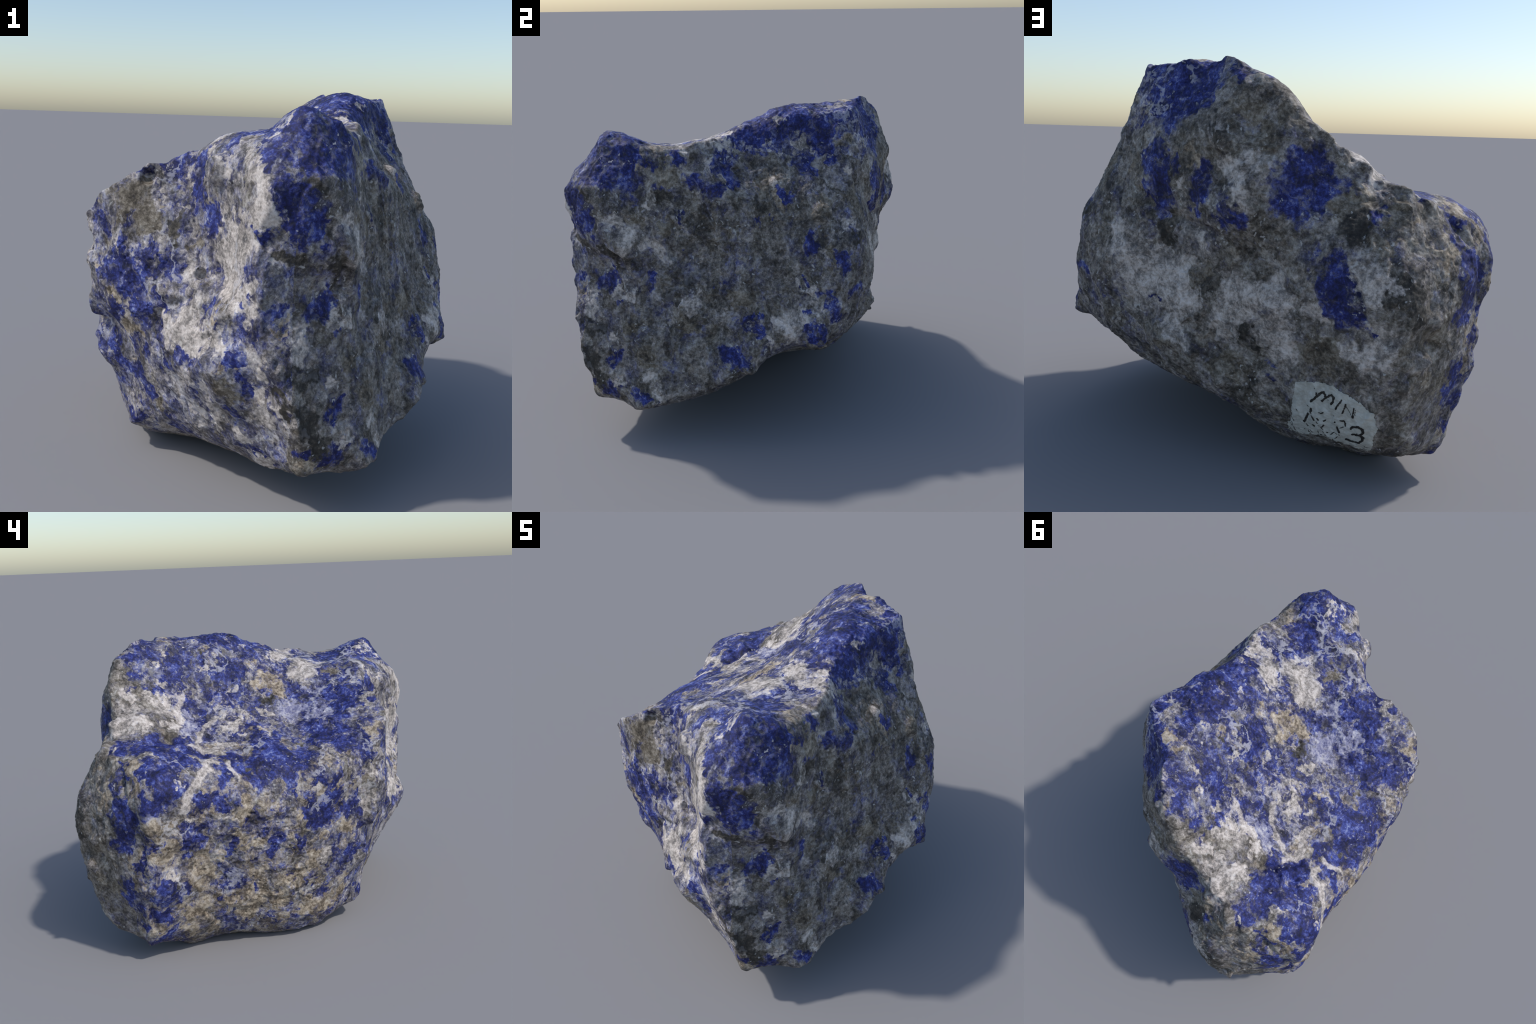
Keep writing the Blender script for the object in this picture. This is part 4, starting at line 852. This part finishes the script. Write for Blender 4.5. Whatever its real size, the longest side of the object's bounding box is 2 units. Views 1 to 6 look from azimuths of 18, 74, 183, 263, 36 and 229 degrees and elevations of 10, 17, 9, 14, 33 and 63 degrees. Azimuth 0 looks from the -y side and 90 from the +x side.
# ------------------------------------------------------------------ the painted mark on the back
# Laid out on a sheet measured in millimetre-like units (1 unit = 0.2043 mm), y downward,
# that is pushed onto the stone along MARK_IN.
MARK_ORIGIN, MARK_UNIT = Vector((-0.293, 0.819, 0.295)), 2.043e-4
MARK_MIDDLE = (850.0, 700.0)
MARK_RIGHT, MARK_UP, MARK_IN = Vector((-0.998, -0.064, 0.029)), Vector((0.039, -0.153, 0.988)), Vector((0.059, -0.986, -0.155))
PAINT_EDGE = [(200, 150), (380, 125), (600, 108), (700, 120), (800, 155), (860, 150), (950, 225), (1100, 290), (1250, 380), (1400, 490), (1480, 580), (1560, 600),
              (1600, 800), (1640, 930), (1590, 1020), (1585, 1150), (1570, 1400), (1530, 1440), (1300, 1370), (1200, 1310), (950, 1250), (800, 1200), (650, 1180),
              (480, 1190), (440, 1220), (150, 1220), (90, 1190), (70, 1000), (130, 940), (150, 800), (140, 640), (160, 440), (190, 250)]
PEN = [  # (width, points): the letters M I N, then a smudged number that starts with 1 and ends with 3
    (40, [(485, 500), (560, 405), (640, 330), (700, 292), (735, 330), (738, 400), (680, 465)]), (34, [(575, 320), (580, 370)]),
    (36, [(738, 400), (790, 340), (840, 325), (872, 370), (860, 440), (835, 490)]),
    (27, [(1005, 395), (950, 490), (910, 580)]),
    (29, [(1080, 470), (1060, 550), (1025, 640)]), (9, [(1085, 500), (1195, 690)]), (42, [(1200, 695), (1205, 710)]), (24, [(1202, 700), (1215, 535)]), (9, [(1240, 560), (1240, 680)]),
    (46, [(490, 650), (485, 690)]), (40, [(440, 755), (400, 860), (375, 920)]),
    (17, [(620, 692), (665, 700), (700, 685)]), (31, [(905, 835), (905, 848)]), (26, [(1000, 795), (1065, 800), (1092, 850), (1085, 890)]),
    (34, [(950, 940), (990, 1040)]), (16, [(1000, 945), (1060, 920)]), (26, [(722, 930), (690, 980), (680, 1010)]), (30, [(525, 955), (555, 985)]), (20, [(415, 960), (445, 1000)]),
    (28, [(500, 790), (540, 860)]), (30, [(600, 820), (620, 850)]), (26, [(715, 850), (750, 830)]), (18, [(585, 895), (600, 915)]), (20, [(785, 1085), (800, 1100)]),
    (18, [(850, 1120), (905, 1055)]), (14, [(625, 1090), (640, 1150)]), (26, [(670, 1165), (700, 1175)]), (14, [(460, 1105), (462, 1140)]), (14, [(985, 1090), (1000, 1105)]), (14, [(930, 1190), (965, 1140)]),
    (46, [(1185, 935), (1235, 893), (1310, 882), (1380, 930), (1392, 1000), (1340, 1050), (1222, 1052)]),
    (48, [(1340, 1050), (1400, 1090), (1388, 1170), (1340, 1225), (1240, 1218), (1130, 1180)]),
]


def in_outline(x, y, edge):
    inside = np.zeros(len(x), bool)
    for (x0, y0), (x1, y1) in zip(edge, edge[1:] + edge[:1]):
        if y0 != y1:
            inside ^= ((y0 > y) != (y1 > y)) & (x < (x1 - x0) * (y - y0) / (y1 - y0) + x0)
    return inside


def along_pen(x, y):
    """How far inside the nearest pen stroke each point lies (negative outside)."""
    best = np.full(len(x), -99.0)
    for width, pts in PEN:
        for (x0, y0), (x1, y1) in zip(pts[:-1], pts[1:]):
            t = np.clip(((x - x0) * (x1 - x0) + (y - y0) * (y1 - y0)) / ((x1 - x0) ** 2 + (y1 - y0) ** 2), 0, 1)
            best = np.maximum(best, width / 2 - np.hypot(x - x0 - t * (x1 - x0), y - y0 - t * (y1 - y0)))
    return best


def daub(name, tree, step, height, covers):
    """A thin layer with real thickness, laid on the stone wherever covers(x, y) is true."""
    nx, ny = int(1680 / step), int(1480 / step)
    gx, gy = np.meshgrid((np.arange(nx) + 0.5) * step, (np.arange(ny) + 0.5) * step, indexing="ij")
    cell = covers(gx.ravel(), gy.ravel()).reshape(nx, ny)
    verts, faces, seen = [], [], {}

    def corner(i, j, top):
        key = (i, j, top)
        if key not in seen:
            hit = on_stone(i, j)
            if hit is None:
                return None
            seen[key] = len(verts)
            verts.append(hit[0] + hit[1] * (height if top else -0.002))
        return seen[key]

    hits = {}

    def on_stone(i, j):
        if (i, j) not in hits:
            start = MARK_ORIGIN + MARK_RIGHT * ((i * step - MARK_MIDDLE[0]) * MARK_UNIT) - MARK_UP * ((j * step - MARK_MIDDLE[1]) * MARK_UNIT) - MARK_IN * 0.6
            where, normal, _, far = tree.ray_cast(start, MARK_IN)
            hits[(i, j)] = None if where is None or normal.dot(MARK_IN) > -0.25 or far > 0.80 else (where, -MARK_IN)
        return hits[(i, j)]

    for i, j in zip(*np.nonzero(cell)):
        quad = [(i, j), (i, j + 1), (i + 1, j + 1), (i + 1, j)]
        ids = [corner(a, b, True) for a, b in quad]
        if None in ids:
            continue
        faces.append(ids)
        for k, (di, dj) in enumerate(((-1, 0), (0, 1), (1, 0), (0, -1))):
            if not (0 <= i + di < nx and 0 <= j + dj < ny and cell[i + di, j + dj]):
                a, b = quad[k], quad[(k + 1) % 4]
                faces.append([corner(*b, True), corner(*a, True), corner(*a, False), corner(*b, False)])
    me = bpy.data.meshes.new(name)
    me.from_pydata(verts, [], faces)
    me.validate()
    me.polygons.foreach_set("use_smooth", np.ones(len(me.polygons), bool))
    return bpy.data.objects.new(name, me)


# ------------------------------------------------------------------ assemble
LEVEL = 8
P, F = build_stone()
stone = bpy.data.objects.new("lapis_lazuli_stone", new_mesh("lapis_lazuli_stone", P, F))
bpy.context.scene.collection.objects.link(stone)
stone["label"] = "rough broken lump of blue, white and grey lapis lazuli"
stone["category"] = "mineral specimen"

SIDES = {"front": (-0.45, -0.9, 0.05), "right": (1, -0.25, 0.05), "back": (-0.1, 1, 0.05), "left": (-1, 0, -0.1), "top": (-0.2, 0, 1), "underside": (0.3, 0.2, -1)}
axes = np.array([np.array(a) / np.linalg.norm(a) for a in SIDES.values()])
centres = P[F].mean(1)
side = ((centres - CENTRE) @ axes.T).argmax(1)
for number, name in enumerate(SIDES):
    some = centres[side == number][::40]
    chosen = {}
    for kind, by_side in PATCHES.items():
        for near_side, spots in by_side.items():
            for spot in spots:
                if near_side == name or np.min(((some - np.array(spot[:3])) ** 2).sum(1)) < (spot[3] * 1.15 + 0.05) ** 2:
                    chosen.setdefault(kind, []).append(spot)
    stone.data.materials.append(mineral_material(name, chosen))
stone.data.polygons.foreach_set("material_index", side.astype(np.int32))

tree = BVHTree.FromPolygons([Vector(v) for v in P], F[(centres[:, 1] > 0.45) & (centres[:, 2] < 0.7)].tolist())
ragged = lambda x, y, s: fractal(np.stack([x, y, 0 * x], 1) / 1000.0, 28, 3, s) * 14
paint = daub("painted_label", tree, 8, 0.0028, lambda x, y: in_outline(x + ragged(x, y, 5), y + ragged(x, y, 6), PAINT_EDGE))
ink = daub("ink_writing", tree, 5, 0.0036, lambda x, y: along_pen(x + 0.4 * ragged(x, y, 7), y + 0.4 * ragged(x, y, 8)) > 0.35 * ragged(x * 2.5, y * 2.5, 9))
paint.data.materials.append(plain_material("old_white_paint", (0.40, 0.395, 0.35), (0.56, 0.555, 0.50), 30, 0.75))
ink.data.materials.append(plain_material("black_ink", (0.006, 0.005, 0.004), (0.030, 0.024, 0.018), 60, 0.5))
for ob, parent in ((paint, stone), (ink, paint)):
    bpy.context.scene.collection.objects.link(ob)
    ob.parent = parent
